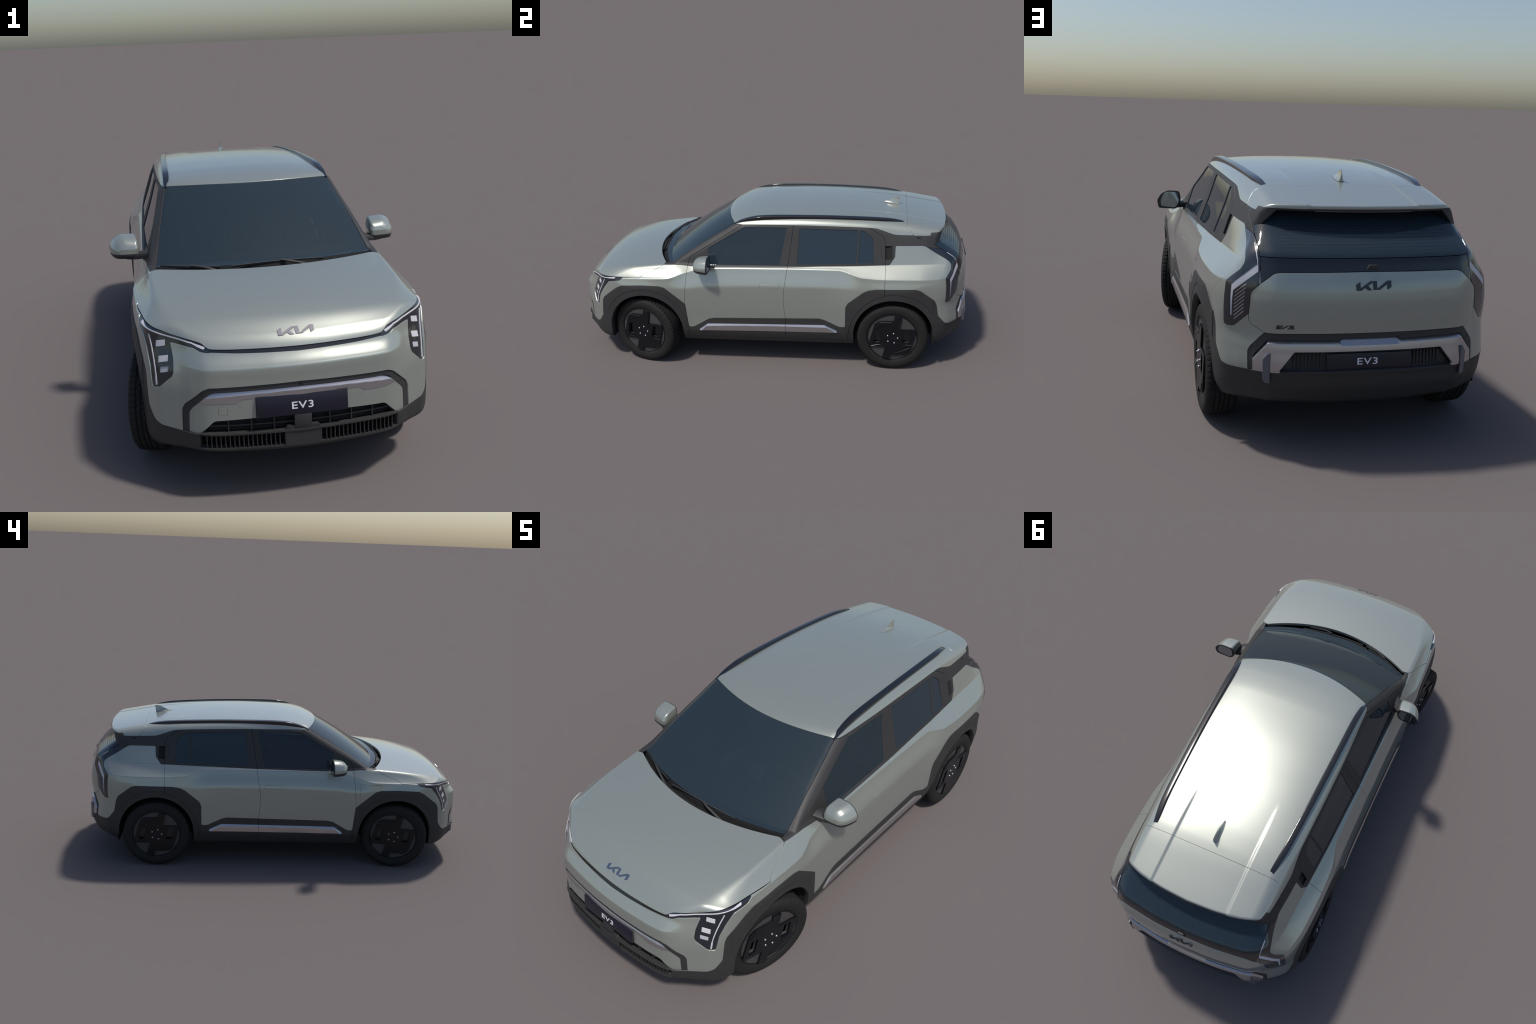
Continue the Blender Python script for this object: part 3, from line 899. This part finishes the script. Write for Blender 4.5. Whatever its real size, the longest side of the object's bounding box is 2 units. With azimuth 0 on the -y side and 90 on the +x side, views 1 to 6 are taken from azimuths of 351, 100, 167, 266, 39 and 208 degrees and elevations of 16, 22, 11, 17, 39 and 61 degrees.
# parking sensors, tow-eye cover and camera
def disc(name, at, nrm, r, h, mat, parent, n=24, hollow=None):
    bm = bmesh.new()
    bmesh.ops.create_cone(bm, cap_ends=True, segments=n, radius1=r, radius2=r * .94, depth=h)
    q = Vector(nrm).to_track_quat('Z', 'Y').to_matrix().to_4x4()
    bmesh.ops.transform(bm, matrix=Matrix.Translation(at) @ q, verts=bm.verts)
    return link(name, bm_mesh(name, bm, 40), parent, mat)
def F_normal(p):
    return grad(F, np.array([p], float))[0]
for S, mt, o in ((dots, PAINT, -.0043), (eyes, PLASTIC, -.0028)):
    for k in (-1, 1):
        panel('parking_sensor', clip(S, -S.x * k), mt, front_bumper, off=o, rim=.004)
panel('tow_cover', tow, PAINT, front_bumper, off=-.0042, rim=.004)
p = on_front(0, .3305, -.003); box('front_camera', (.012, .006, .006), p, GLOSS, front_bumper, bevel=.0012)

# ---------------------------------------------------------------- headlights
strip_top = [(.586, .4568), (.550, .4543), (.527, .4525), (.496, .4500), (.438, .4455), (.375, .4415), (.313, .4372), (.290, .4320), (.264, .4265)]
strip_up = [(.5095, .4380), (.490, .4115), (.471, .3830), (.4585, .3600), (.4515, .3410), (.4465, .3155)]
lamps = [[(.4297, .4335), (.4680, .4272), (.4660, .4118), (.4267, .4190)],
         [(.4073, .3963), (.4463, .3900), (.4435, .3742), (.4043, .3810)],
         [(.3970, .3695), (.4362, .3632), (.4335, .3468), (.3953, .3540)]]
for k in (-1, 1):
    h = refine(flank(head, k), F, 1)
    q = q_front(h)
    s = sd_line(q, h.z, strip_top) - (.0015 + .0014 * smooth(.31, .275, q) + .0008 * smooth(.53, .56, q))
    a, h = split(h, s, 0)
    q = q_front(h)
    s = sd_line(q, h.z, strip_up) - (.0019 + .0014 * smooth(.345, .335, h.z))
    b, h = split(h, s, 0)
    blk = []
    for L in lamps:
        c, h = split(h, sd_poly(q_front(h), h.z, np.array(L)), 0)
        blk.append(c)
    q = q_front(h)
    lamp = panel('headlight', h, LAMPBODY, CAR, off=-.0030, rim=.010)
    panel('light_strip', a, STRIP, lamp, off=-.0012, rim=.004)
    panel('light_strip', b, STRIP, lamp, off=-.0012, rim=.008)
    for i, c in enumerate(blk):
        panel('lamp_block', c, LAMP if i == 2 else STRIP, lamp, off=-.0022 if i < 2 else -.0052, rim=.004)

# ---------------------------------------------------------------- tail lamps
t_strip = [(.3795, .5795), (.3500, .5590), (.3370, .5420), (.3300, .5200)]
T_BAND = [(.3285, .5260), (.3370, .5290), (.4300, .4700), (.4300, .3860), (.4235, .3810), (.4180, .4540), (.3250, .5110)]
for k in (-1, 1):
    h = refine(flank(tail, k), F, 1)
    s = np.minimum(sd_line(q_rear(h), h.z, t_strip) - .0022, sd_poly(q_rear(h), h.z, np.array(T_BAND)))
    a, h = split(h, s, 0)
    bars = []
    for i in range(8):
        z0 = .4490 - .0107 * i
        q0 = .4105 + .0007 * i
        s = sd_line(q_rear(h), h.z, [(q0, z0), (q0 - .043, z0 + .0265)]) - .0017
        b, h = split(h, s, 0)
        bars.append(b)
    lamp = panel('taillight', h, LAMPBODY, CAR, off=.0015, rim=.010)
    panel('light_strip', a, STRIP, lamp, off=.0006, rim=.004)
    for b in bars:
        panel('lamp_bar', b, CHROMEBAR, lamp, off=.0002, rim=.003)

# ------------------------------------------------------------- rear details
panel('bumper_frame', rframe, PLASTIC, rear_bumper, off=-.0020, rim=.012)
panel('bumper_insert', rinner, PLASTIC, rear_bumper, off=lambda x, y, z: -.0035 - .0165 * smooth(.238, .247, z), rim=.006)
def trim_relief(x, y, z):
    a = np.abs(x)
    step = smooth(.088, .078, a)
    top_line = .3305 + .005 * step - np.clip(a - .2800, 0, 1) * 1.28
    ramp = np.clip((top_line - z) / (.0105 + .0105 * step), 0, 1)
    return -.010 + .0125 * ramp
panel('bumper_trim', rchrome, SATIN, rear_bumper, off=trim_relief, rim=.014)

def on_rear(x, z, out=0.0):
    return np.array([x, float(rear_y(abs(x), z)) + out, z])
rear_m = lambda y: Matrix(((-1, 0, 0, 0), (0, 0, 1, y), (0, 1, 0, 0), (0, 0, 0, 1)))
rp = on_rear(0, .262)
rplate = box('number_plate', (.243, .004, .052), (0, rp[1] - .0150, .2650), PLATE, CAR, bevel=.0012, rot=Matrix.Rotation(math.radians(2), 4, 'X'))
letters('plate_lettering', 'EV3', .0585, .0190, .0003, rear_m(rp[1] - .0127) @ Matrix.Translation((-.0050, .2680, 0)) @ Matrix.Rotation(math.radians(-2), 4, 'X'), PLATETEXT, rplate, bold=.0003, spacing=1.12)
for sx in (-1, 1):
    for i in range(8):
        x = sx * (.134 + .0105 * i)
        p = on_rear(x, .266, -.0180)
        box('vent_rib', (.0055, .006, .050), p, PLASTIC, rear_bumper, bevel=.0015, seg=1)
    # upright reflector
    pts = fillet([(.2830, .2960), (.2765, .2960), (.2755, .2130), (.2865, .2130), (.2925, .2200), (.2945, .2780)], .002)
    y0 = float(rear_y(.285, .25))
    pts = [(sx * -a, b) for a, b in pts]
    pts = pts if sx > 0 else pts[::-1]
    prism('reflector', pts, .012, Matrix(((-1, 0, 0, 0), (sx * .55, 0, 1, y0 - .004 - .285 * .55 * -1 - .285 * .55 * 0 if False else y0 - .006 + .285 * .55), (0, 1, 0, 0), (0, 0, 0, 1))), REFLECTOR, rear_bumper, bevel=.001)
    p = on_rear(sx * .150, .309, .003); disc('parking_sensor', p, F_normal(p), .0042, .0016, SATIN, rear_bumper)
    p = on_rear(sx * .309, .314, -.002); disc('parking_sensor', p, F_normal(p), .0045, .0022, PLASTIC, rear_bumper)
# defroster wires and gate camera
for i in range(9):
    z = .568 + .0072 * i
    w = .240 - .012 * max(0, 1 - i / 2)
    p = [on_rear(x, z, .0) for x in np.linspace(-w, w, 25)]
    nn = [F_normal(a) for a in p]
    p = [a + b / np.linalg.norm(b) * .0002 for a, b in zip(p, nn)]
    sweep('defroster_wire', p, nn, [(-.0008, -.0002), (.0008, -.0002), (.0008, .0002), (-.0008, .0002)], WIRE, rear_glass, caps=False)
p = on_rear(0, .5275, .001)
prism('gate_camera', fillet([(-.020, -.0065), (.020, -.0065), (.0115, .0065), (-.0115, .0065)], .002), .006, rear_m(p[1] - .003) @ Matrix.Translation((0, p[2], 0)), PLASTIC, tailgate, bevel=.001)

# ---------------------------------------------------------------- emblems
GLYPH = [(220, 350), (430, 215), (437, 540), (960, 190), (1280, 190), (1300, 585), (1830, 185), (2035, 178), (2040, 500), (1850, 625),
         (1835, 345), (1440, 628), (1110, 635), (1090, 255), (830, 415), (1030, 645), (820, 650), (690, 520), (480, 652), (240, 655)]
def glyph(width):
    s = width / 1820
    return [((a - 1130) * s, (418 - b) * s) for a, b in GLYPH]
def surface_frame(p, up):
    n = F_normal(p); n = n / np.linalg.norm(n)
    r = np.cross(up, n); r /= np.linalg.norm(r); u = np.cross(n, r)
    return Matrix(((r[0], u[0], n[0], p[0]), (r[1], u[1], n[1], p[1]), (r[2], u[2], n[2], p[2]), (0, 0, 0, 1)))
hood_ob = bpy.data.objects['hood']
p = project(F, np.array([[0, -.9265, .4495]]))[0]
prism('emblem', glyph(.099), .0035, surface_frame(p, (0, .6, .8)) @ Matrix.Translation((0, 0, -.0022)), EMBLEM, hood_ob, bevel=.0004)
p = project(F, np.array([[0, .985, .4795]]))[0]
prism('emblem', glyph(.099), .0045, surface_frame(p, (0, 0, 1)) @ Matrix.Translation((0, 0, -.0020)), EMBLEM_DARK, tailgate, bevel=.0004)
# model badge, low on the left of the tailgate: E V 3 in slab strokes
def strokes(name, segs, w, M, mat, parent):
    bm = bmesh.new()
    for a, b in segs:
        a = np.array(a, float); b = np.array(b, float); d = (b - a) / np.linalg.norm(b - a); nrm = np.array([-d[1], d[0]]) * w / 2
        q = [a + nrm, a - nrm, b - nrm, b + nrm]
        vs = [bm.verts.new((c[0], c[1], 0)) for c in q] + [bm.verts.new((c[0], c[1], .0025)) for c in q]
        for f in ((0, 1, 2, 3), (4, 5, 6, 7), (0, 1, 5, 4), (1, 2, 6, 5), (2, 3, 7, 6), (3, 0, 4, 7)):
            bm.faces.new([vs[i] for i in f])
    bmesh.ops.transform(bm, matrix=M, verts=bm.verts)
    return link(name, bm_mesh(name, bm, 25), parent, mat)
p = project(F, np.array([[.236, .97, .3665]]))[0]
segs = [((-.0235, .0040), (-.0085, .0040)), ((-.0235, 0), (-.0115, 0)), ((-.0245, -.0040), (-.0105, -.0040)), ((-.0222, .0045), (-.0205, 0)), ((-.0205, 0), (-.0235, -.0045)),
        ((-.0080, .0048), (-.0070, -.0045)), ((-.0075, -.0040), (.0070, .0045)),
        ((.0090, .0040), (.0230, .0040)), ((.0110, .0002), (.0205, .0002)), ((.0065, -.0040), (.0230, -.0040)), ((.0222, .0045), (.0200, 0)), ((.0200, 0), (.0235, -.0045))]
strokes('model_badge', segs, .0020, surface_frame(p, (0, 0, 1)) @ Matrix.Translation((0, 0, -.0010)), BADGE, tailgate)

# ------------------------------------------------------------------- spoiler
lip_y = curve((0, .8885), (.1, .8830), (.2, .8670), (.245, .8530), (.27, .8410), (.32, .80))
def F_spoiler(x, y, z):
    a = np.abs(x)
    t = (z - roof_z(a, y)) * .96
    s = (a - side_x(y, z)) * .95
    r = (y - lip_y(a) + .25 * np.clip(.668 - z, 0, 1) * smooth(.27, .2, a) - .10 * np.clip(.668 - z, 0, 1)) * .9
    under = np.where(a < .243, .664, .664 - (a - .243) * 1.05)   # hollow over the glass
    cav = (under - .25 * np.clip(.84 - y, 0, .3) - z) * .75
    v = smax(t, s, .030)
    v = smax(v, r, .007)
    return smax(v, cav, .004)
V, T = surface_nets(F_spoiler, (-.34, .65, .56), (.34, .92, .76), .003)
sp = Sheet(V, unit(grad(F_spoiler, V, .0008)), T)
sp = clip(sp, .0008 - seam(sp))                      # shut line to the roof
cut = np.where(sp.y < .722, .661, .661 - .475 * (sp.y - .722))
sp = clip(sp, cut + .0008 - sp.z)                    # shut line down to the tip
top, lowp = split(sp, np.maximum(roof_low(sp.y) - sp.z, .6705 - sp.z - .02 * (sp.y < .80)), 0)
spoiler = panel('rear_spoiler', top, PAINT, CAR, off=rib, rim=.004)
panel('spoiler_underside', lowp, PLASTIC, spoiler, rim=.004)
brake = [(x, float(lip_y(abs(x))) - .0085, .6650) for x in np.linspace(-.14, .14, 25)]
sweep('brake_light', brake, (0, 0, 1), [(-.004, -.0016), (.002, -.0016), (.002, .0016), (-.004, .0016)], STRIP, spoiler)

# ------------------------------------------------------------------ antenna
bm = bmesh.new()
rows = []
for i, u in enumerate(np.linspace(0, 1, 13)):
    y = .564 + .088 * u
    zb = float(roof_z(0, y)) - .002
    hgt = .002 + .034 * smooth(.05, .98, u)**1.1
    w = .011 * math.sin(math.pi * min(1, .12 + u * .62)) + .0005
    row = []
    for v in np.linspace(-1, 1, 15):
        c = (1 - abs(v))**1.6
        lean = .010 * (1 - u) * 0
        row.append(bm.verts.new((w * np.sign(v) * abs(v)**1.2, y + (.006 * c if u > .8 else 0) * (u - .8) / .2, zb + hgt * c)))
    rows.append(row)
for a, b in zip(rows[:-1], rows[1:]):
    for j in range(14):
        bm.faces.new((a[j], a[j + 1], b[j + 1], b[j]))
bm.faces.new(rows[-1]); bm.faces.new(rows[0])
link('antenna', bm_mesh('antenna', bm, 50), CAR, PAINT)

# --------------------------------------------------------------- roof rails
for k in (-1, 1):
    pts = [(.2800, -.153, .7115), (.2800, -.120, .7245), (.2780, -.075, .7360), (.2765, -.02, .7435), (.2750, .06, .7460), (.2700, .25, .7440), (.2625, .45, .7365), (.2560, .57, .7290), (.2490, .63, .7220), (.2415, .686, .7085)]
    P = spline([(k * a, b, c) for a, b, c in pts], 60)
    sec = fillet([(-.0120, -.020), (.0120, -.020), (.0118, .0025), (.0095, .0048), (-.0095, .0048), (-.0118, .0025)], .002, 3)
    u = np.linspace(0, 1, 60)
    fade = np.minimum(smooth(-.02, .16, u), smooth(1.02, .86, u))
    sc = np.stack([.75 + .25 * fade, .28 + .72 * fade], 1)
    sweep('roof_rail', P, (k * .12, 0, 1), sec, GLOSS, CAR, scale=sc)

# ------------------------------------------------------------------ mirrors
M_OUT = fillet([(.401, .585), (.450, .588), (.474, .575), (.4905, .548), (.484, .5150), (.414, .511), (.3985, .527), (.394, .556)], .009, 5)
def F_mirror(x, y, z):
    xs, zs = x, z
    d = np.clip((-.262 - y) / .075, 0, 1)
    sh = 1 - .20 * d**2
    xc = .425 + (x - .425 + .012 * d) / sh; zc = .545 + (z - .545 + .004 * d) / (1 - .24 * d**2)
    p = np.where(True, sd_poly(xc, zc, M_OUT, pad=.3), 0)
    f = (-.347 + 4.2 * np.clip(x - .405, 0, 1)**2 - y) * .9
    f = smax(f, (-.343 + .55 * np.clip(z - .55, 0, 1) - y), .02)
    return smax(smax(p, f, .020), y + .262, .004)
V, T = surface_nets(F_mirror, (.36, -.37, .49), (.50, -.25, .61), .0025, relax=3)
ms = Sheet(V, unit(grad(F_mirror, V, .001)), T)
cap, base = split(ms, np.maximum(.5335 - .10 * np.clip(ms.x - .45, 0, 1) + .25 * np.clip(-.31 - ms.y, 0, 1) * 0 - ms.z, ms.y + .2665), .0004)
back, base = split(base, -.2632 - base.y)
MG = fillet([(.406, .580), (.452, .5825), (.466, .572), (.4765, .547), (.473, .5225), (.417, .5165), (.4035, .535), (.4015, .555)], .006, 4)
pane, back = split(back, sd_poly(back.x, back.z, MG), .0004)
for k in (1, -1):
    cm = lambda S: S if k > 0 else Sheet(S.V * [-1, 1, 1], S.N * [-1, 1, 1], S.T[:, ::-1])
    arm = [(.352, -.330, .530), (.375, -.322, .527), (.40, -.312, .522), (.425, -.302, .520)]
    mo = sweep('door_mirror', spline([(k * a, b, c) for a, b, c in arm], 12), (0, 0, 1),
               fillet([(-.030, -.009), (.028, -.009), (.028, .006), (.0, .012), (-.030, .008)], .005, 3), PLASTIC, CAR,
               scale=np.stack([np.linspace(1.0, .8, 12), np.linspace(1.25, .8, 12)], 1))
    panel('mirror_cap', cm(cap), PAINT, mo, rim=.002)
    panel('mirror_base', cm(base), PLASTIC, mo, rim=.002)
    panel('mirror_bezel', cm(back), PLASTIC, mo, rim=0)
    panel('mirror_glass', cm(pane), MIRROR, mo, off=-.001, rim=0)

# ------------------------------------------------------------------- wipers
def wiper(foot, elbow, blade):
    B = spline(blade, 16); mid = B[8] + np.array((0, -.002, .005))
    w = sweep('wiper', spline([foot, elbow, mid], 14), (0, -.45, .9), [(-.0035, -.002), (.0035, -.002), (.0035, .002), (-.0035, .002)], PLASTIC, CAR)
    sweep('wiper_blade', B, (0, -.45, .9), [(-.0025, -.003), (.0025, -.003), (.0014, .003), (-.0014, .003)], PLASTIC, w)
wiper((.150, -.572, .512), (.068, -.568, .534), [(-.118, -.562, .531), (.022, -.558, .5345), (.172, -.541, .5285)])
wiper((-.130, -.575, .512), (-.205, -.545, .532), [(-.328, -.479, .5265), (-.245, -.523, .5290), (-.150, -.551, .5290)])

# ------------------------------------------------------------------- wheels
def tyre_mesh():
    w = .0485; R = WHEEL_R
    half = [(.1195, -.040), (.1235, -.0445), (.132, -.0475), (.146, -.0490), (.1560, -.0480), (.1635, -.0450), (.1685, -.0405)]
    xs = np.linspace(-.0375, .0375, 41)
    prof = list(half)
    for x in xs:
        r = R - .0016 * (abs(x) / .0375)**2.2
        for g in (-.021, -.007, .007, .021):
            if abs(x - g) < .0019:
                r -= .0042
        prof.append((r, x))
    prof += [(a, -b) for a, b in half[::-1]] + [(.112, .036), (.112, -.036)]
    n = 360
    V, Q = lathe(prof, n, closed=True)
    m = len(prof)
    r = np.hypot(V[:, 1], V[:, 2]); x = V[:, 0]; th = np.arctan2(V[:, 2], V[:, 1])
    ph = (th / (2 * np.pi) * 60 + 10 * np.abs(x) * np.sign(x) + .5 * (x > 0)) % 1
    cut = (np.abs(ph - .5) < .09) & (r > .162) & (np.abs(np.abs(x) - .030) < .0160)
    ph2 = (th / (2 * np.pi) * 60 + 18 * x) % 1
    cut |= (np.abs(ph2 - .5) < .09) & (r > R - .003) & (np.abs(x) < .020)
    k = np.where(cut, 1 - .0026 / r, 1)
    # raised marking bands on the sidewall
    band = (np.abs(r - .1455) < .006) & (np.cos(2 * th + .6) > .86)
    V[:, 0] += np.where(band, np.sign(x) * .0007, 0)
    V[:, 1] *= k; V[:, 2] *= k
    me = mesh_from('tyre', V, Q)
    smooth_by_angle(me, 35)
    me.materials.append(RUBBER)
    return me
def yz(M=None):
    # flat outlines drawn in (y, z) and pushed out along +x
    return Matrix(((0, 0, 1, 0), (1, 0, 0, 0), (0, 1, 0, 0), (0, 0, 0, 1)))
SPIDER = [(.010, .1150), (.0455, .1085), (.0320, .0465), (.1125, .0465), (.1150, .0350), (.0860, -.0720), (.0630, -.0895), (-.0070, -.0915),
          (-.0140, -.1150), (-.0490, -.1090), (-.0330, -.0465), (-.1125, -.0465), (-.1150, -.0350), (-.0855, .0720), (-.0630, .0885), (.0070, .0915)]
POCKETS = [[(-.0820, .0365), (-.0500, .0365), (-.0640, -.0270), (-.0905, -.0275)], [(.0590, .0370), (.0880, .0370), (.0790, -.0250), (.0450, -.0250)]]
def build_wheel(at, steer, k, shared):
    w = bpy.data.objects.new('wheel', shared['barrel']); bpy.context.scene.collection.objects.link(w)
    w.parent = CAR
    for nm in ('tyre', 'wheel_insert', 'wheel_spider', 'hub_mark'):
        o = bpy.data.objects.new(nm, shared[nm]); bpy.context.scene.collection.objects.link(o); o.parent = w
    for i in range(4):
        o = bpy.data.objects.new('spoke_facet', shared['facet'][i]); bpy.context.scene.collection.objects.link(o); o.parent = w
    for i in range(2):
        o = bpy.data.objects.new('spoke_pocket', shared['pocket'][i]); bpy.context.scene.collection.objects.link(o); o.parent = w
    for i in range(5):
        a = math.radians(72 * i + 4)
        o = bpy.data.objects.new('wheel_bolt', shared['bolt']); bpy.context.scene.collection.objects.link(o); o.parent = w
        o.location = (.0520, .0262 * math.cos(a), .0262 * math.sin(a))
    w.location = at
    w.rotation_euler = (0, 0, (math.pi if k < 0 else 0) + steer)
    return w
def take(ob):
    me = ob.data; bpy.data.objects.remove(ob, do_unlink=True); return me
sh = {}
sh['tyre'] = tyre_mesh()
V, Q = lathe([(.1215, -.042), (.1225, .043), (.1195, .0445), (.1165, .043), (.1150, .020), (.108, .012), (.0, .012), (.0, -.010), (.112, -.010)], 96)
me = mesh_from('wheel', V, Q); smooth_by_angle(me, 30); me.materials.append(RIMBLACK); sh['barrel'] = me
HOLES = [fillet(f, .005, 3) for f in POCKETS]
circ = [(.1175 * math.cos(a), .1175 * math.sin(a)) for a in np.linspace(0, 2 * np.pi, 73)[:-1]]
sh['wheel_insert'] = take(prism('wheel_insert', circ, .010, yz() @ Matrix.Translation((0, 0, .0330)), RIMGREY, None, holes=HOLES))
sh['wheel_spider'] = take(prism('wheel_spider', fillet(SPIDER, .003, 3), .0085, yz() @ Matrix.Translation((0, 0, .0425)), RIMBLACK, None, holes=HOLES))
fac = [[(-.084, .050), (-.0615, .0850), (-.002, .0860), (-.010, .078)], [(.084, -.050), (.0615, -.0860), (.002, -.0880), (.012, -.0800)],
       [(-.107, -.0430), (-.072, -.0350), (-.055, -.0350), (-.055, -.0430)], [(.100, -.0330), (.083, -.0430), (.050, -.0420), (.060, -.0330)]]
sh['facet'] = [take(prism('spoke_facet', f, .0035, yz() @ Matrix.Translation((0, 0, .0497)), RIMBLACK, None, bevel=.0012)) for f in fac]
sh['pocket'] = [take(prism('spoke_pocket', fillet(f, .005, 3), .006, yz() @ Matrix.Translation((0, 0, .0180)), RIMGREY, None)) for f in POCKETS]
bm = bmesh.new(); bmesh.ops.create_uvsphere(bm, u_segments=14, v_segments=8, radius=.0048)
for v in bm.verts: v.co.x *= .9
me = bm_mesh('wheel_bolt', bm, 60); me.materials.append(BOLT); sh['bolt'] = me
sh['hub_mark'] = take(prism('hub_mark', glyph(.026), .0008, yz() @ Matrix.Translation((0, .002, .0508)), EMBLEM_DARK, None))
STEER = math.radians(-14.5)
TRACK = .3715
for k in (1, -1):
    build_wheel((k * TRACK, WHEEL_Y[0], WHEEL_R), STEER, k, sh)
    build_wheel((k * TRACK, WHEEL_Y[1], WHEEL_R), 0, k, sh)

# wheel housings
for k in (1, -1):
    for yc in ARCH_Y:
        prof = []
        ang = np.radians(np.linspace(-16, 196, 60))
        xs = np.array([.225, .30, .365, .388, .400]); rs = np.array([.183, .184, .186, .190, .196])
        bm = bmesh.new(); g = []
        for a in ang:
            yy = math.cos(a) if 0 < a < math.pi else np.sign(math.cos(a)); zz = math.sin(a)
            g.append([bm.verts.new((k * x, yc + yy * r, ARCH_Z + zz * r)) for x, r in zip(xs, rs)])
        for a, b in zip(g[:-1], g[1:]):
            for j in range(len(xs) - 1):
                bm.faces.new((a[j], a[j + 1], b[j + 1], b[j]))
        bm.faces.new([r[0] for r in g])
        me = bm_mesh('wheel_housing', bm, 40)
        link('wheel_housing', me, CAR, DARK)

# -------------------------------------------------------------------- cabin
cab = box('cabin_floor', (.62, 1.25, .05), (0, .22, .165), CABIN, CAR, bevel=.01)
box('dashboard', (.60, .16, .12), (0, -.42, .455), CABIN, CAR, bevel=.02)
box('cabin_bulkhead', (.66, .03, .34), (0, -.50, .33), CABIN, cab, bevel=.005)
box('parcel_shelf', (.60, .24, .02), (0, .78, .500), CABIN, cab, bevel=.005)
box('instrument_screen', (.26, .008, .045), (.10, -.345, .518), CABIN, cab, bevel=.002)
def seat(x, y, w):
    s = box('seat', (w, .22, .09), (x, y, .30), SEATM, CAR, bevel=.03, seg=3)
    box('seat_back', (w, .07, .26), (x, y + .135, .44), SEATM, s, bevel=.028, seg=3, rot=Matrix.Rotation(math.radians(-16), 4, 'X'))
    for dx in ((0,) if w < .3 else (-.17, .17)):
        box('headrest', (.10, .04, .065), (x + dx, y + .185, .612), SEATM, s, bevel=.018, seg=3, rot=Matrix.Rotation(math.radians(-12), 4, 'X'))
seat(-.165, -.10, .21); seat(.165, -.10, .21); seat(0, .36, .56)
ring = bmesh.new()
R, r = .082, .008
vs = [[ring.verts.new(((R + r * math.cos(b)) * math.cos(a), (R + r * math.cos(b)) * math.sin(a) * .92, r * math.sin(b))) for b in np.linspace(0, 2 * np.pi, 11)[:-1]] for a in np.linspace(0, 2 * np.pi, 41)[:-1]]
for i in range(40):
    for j in range(10):
        ring.faces.new((vs[i][j], vs[i][(j + 1) % 10], vs[(i + 1) % 40][(j + 1) % 10], vs[(i + 1) % 40][j]))
M = Matrix.Translation((.165, -.285, .505)) @ Matrix.Rotation(math.radians(65), 4, 'X')
bmesh.ops.transform(ring, matrix=M, verts=ring.verts)
sw = link('steering_wheel', bm_mesh('steering_wheel', ring, 60), CAR, CABIN)
box('steering_hub', (.15, .035, .02), M @ Vector((0, 0, 0)), CABIN, sw, bevel=.006, rot=M.to_3x3().to_4x4())
box('cabin_mirror', (.085, .012, .026), (0, -.215, .672), GLOSS, CAR, bevel=.006)
box('sensor_housing', (.07, .08, .012), (0, -.235, .693), CABIN, CAR, bevel=.004, rot=Matrix.Rotation(math.radians(27), 4, 'X'))
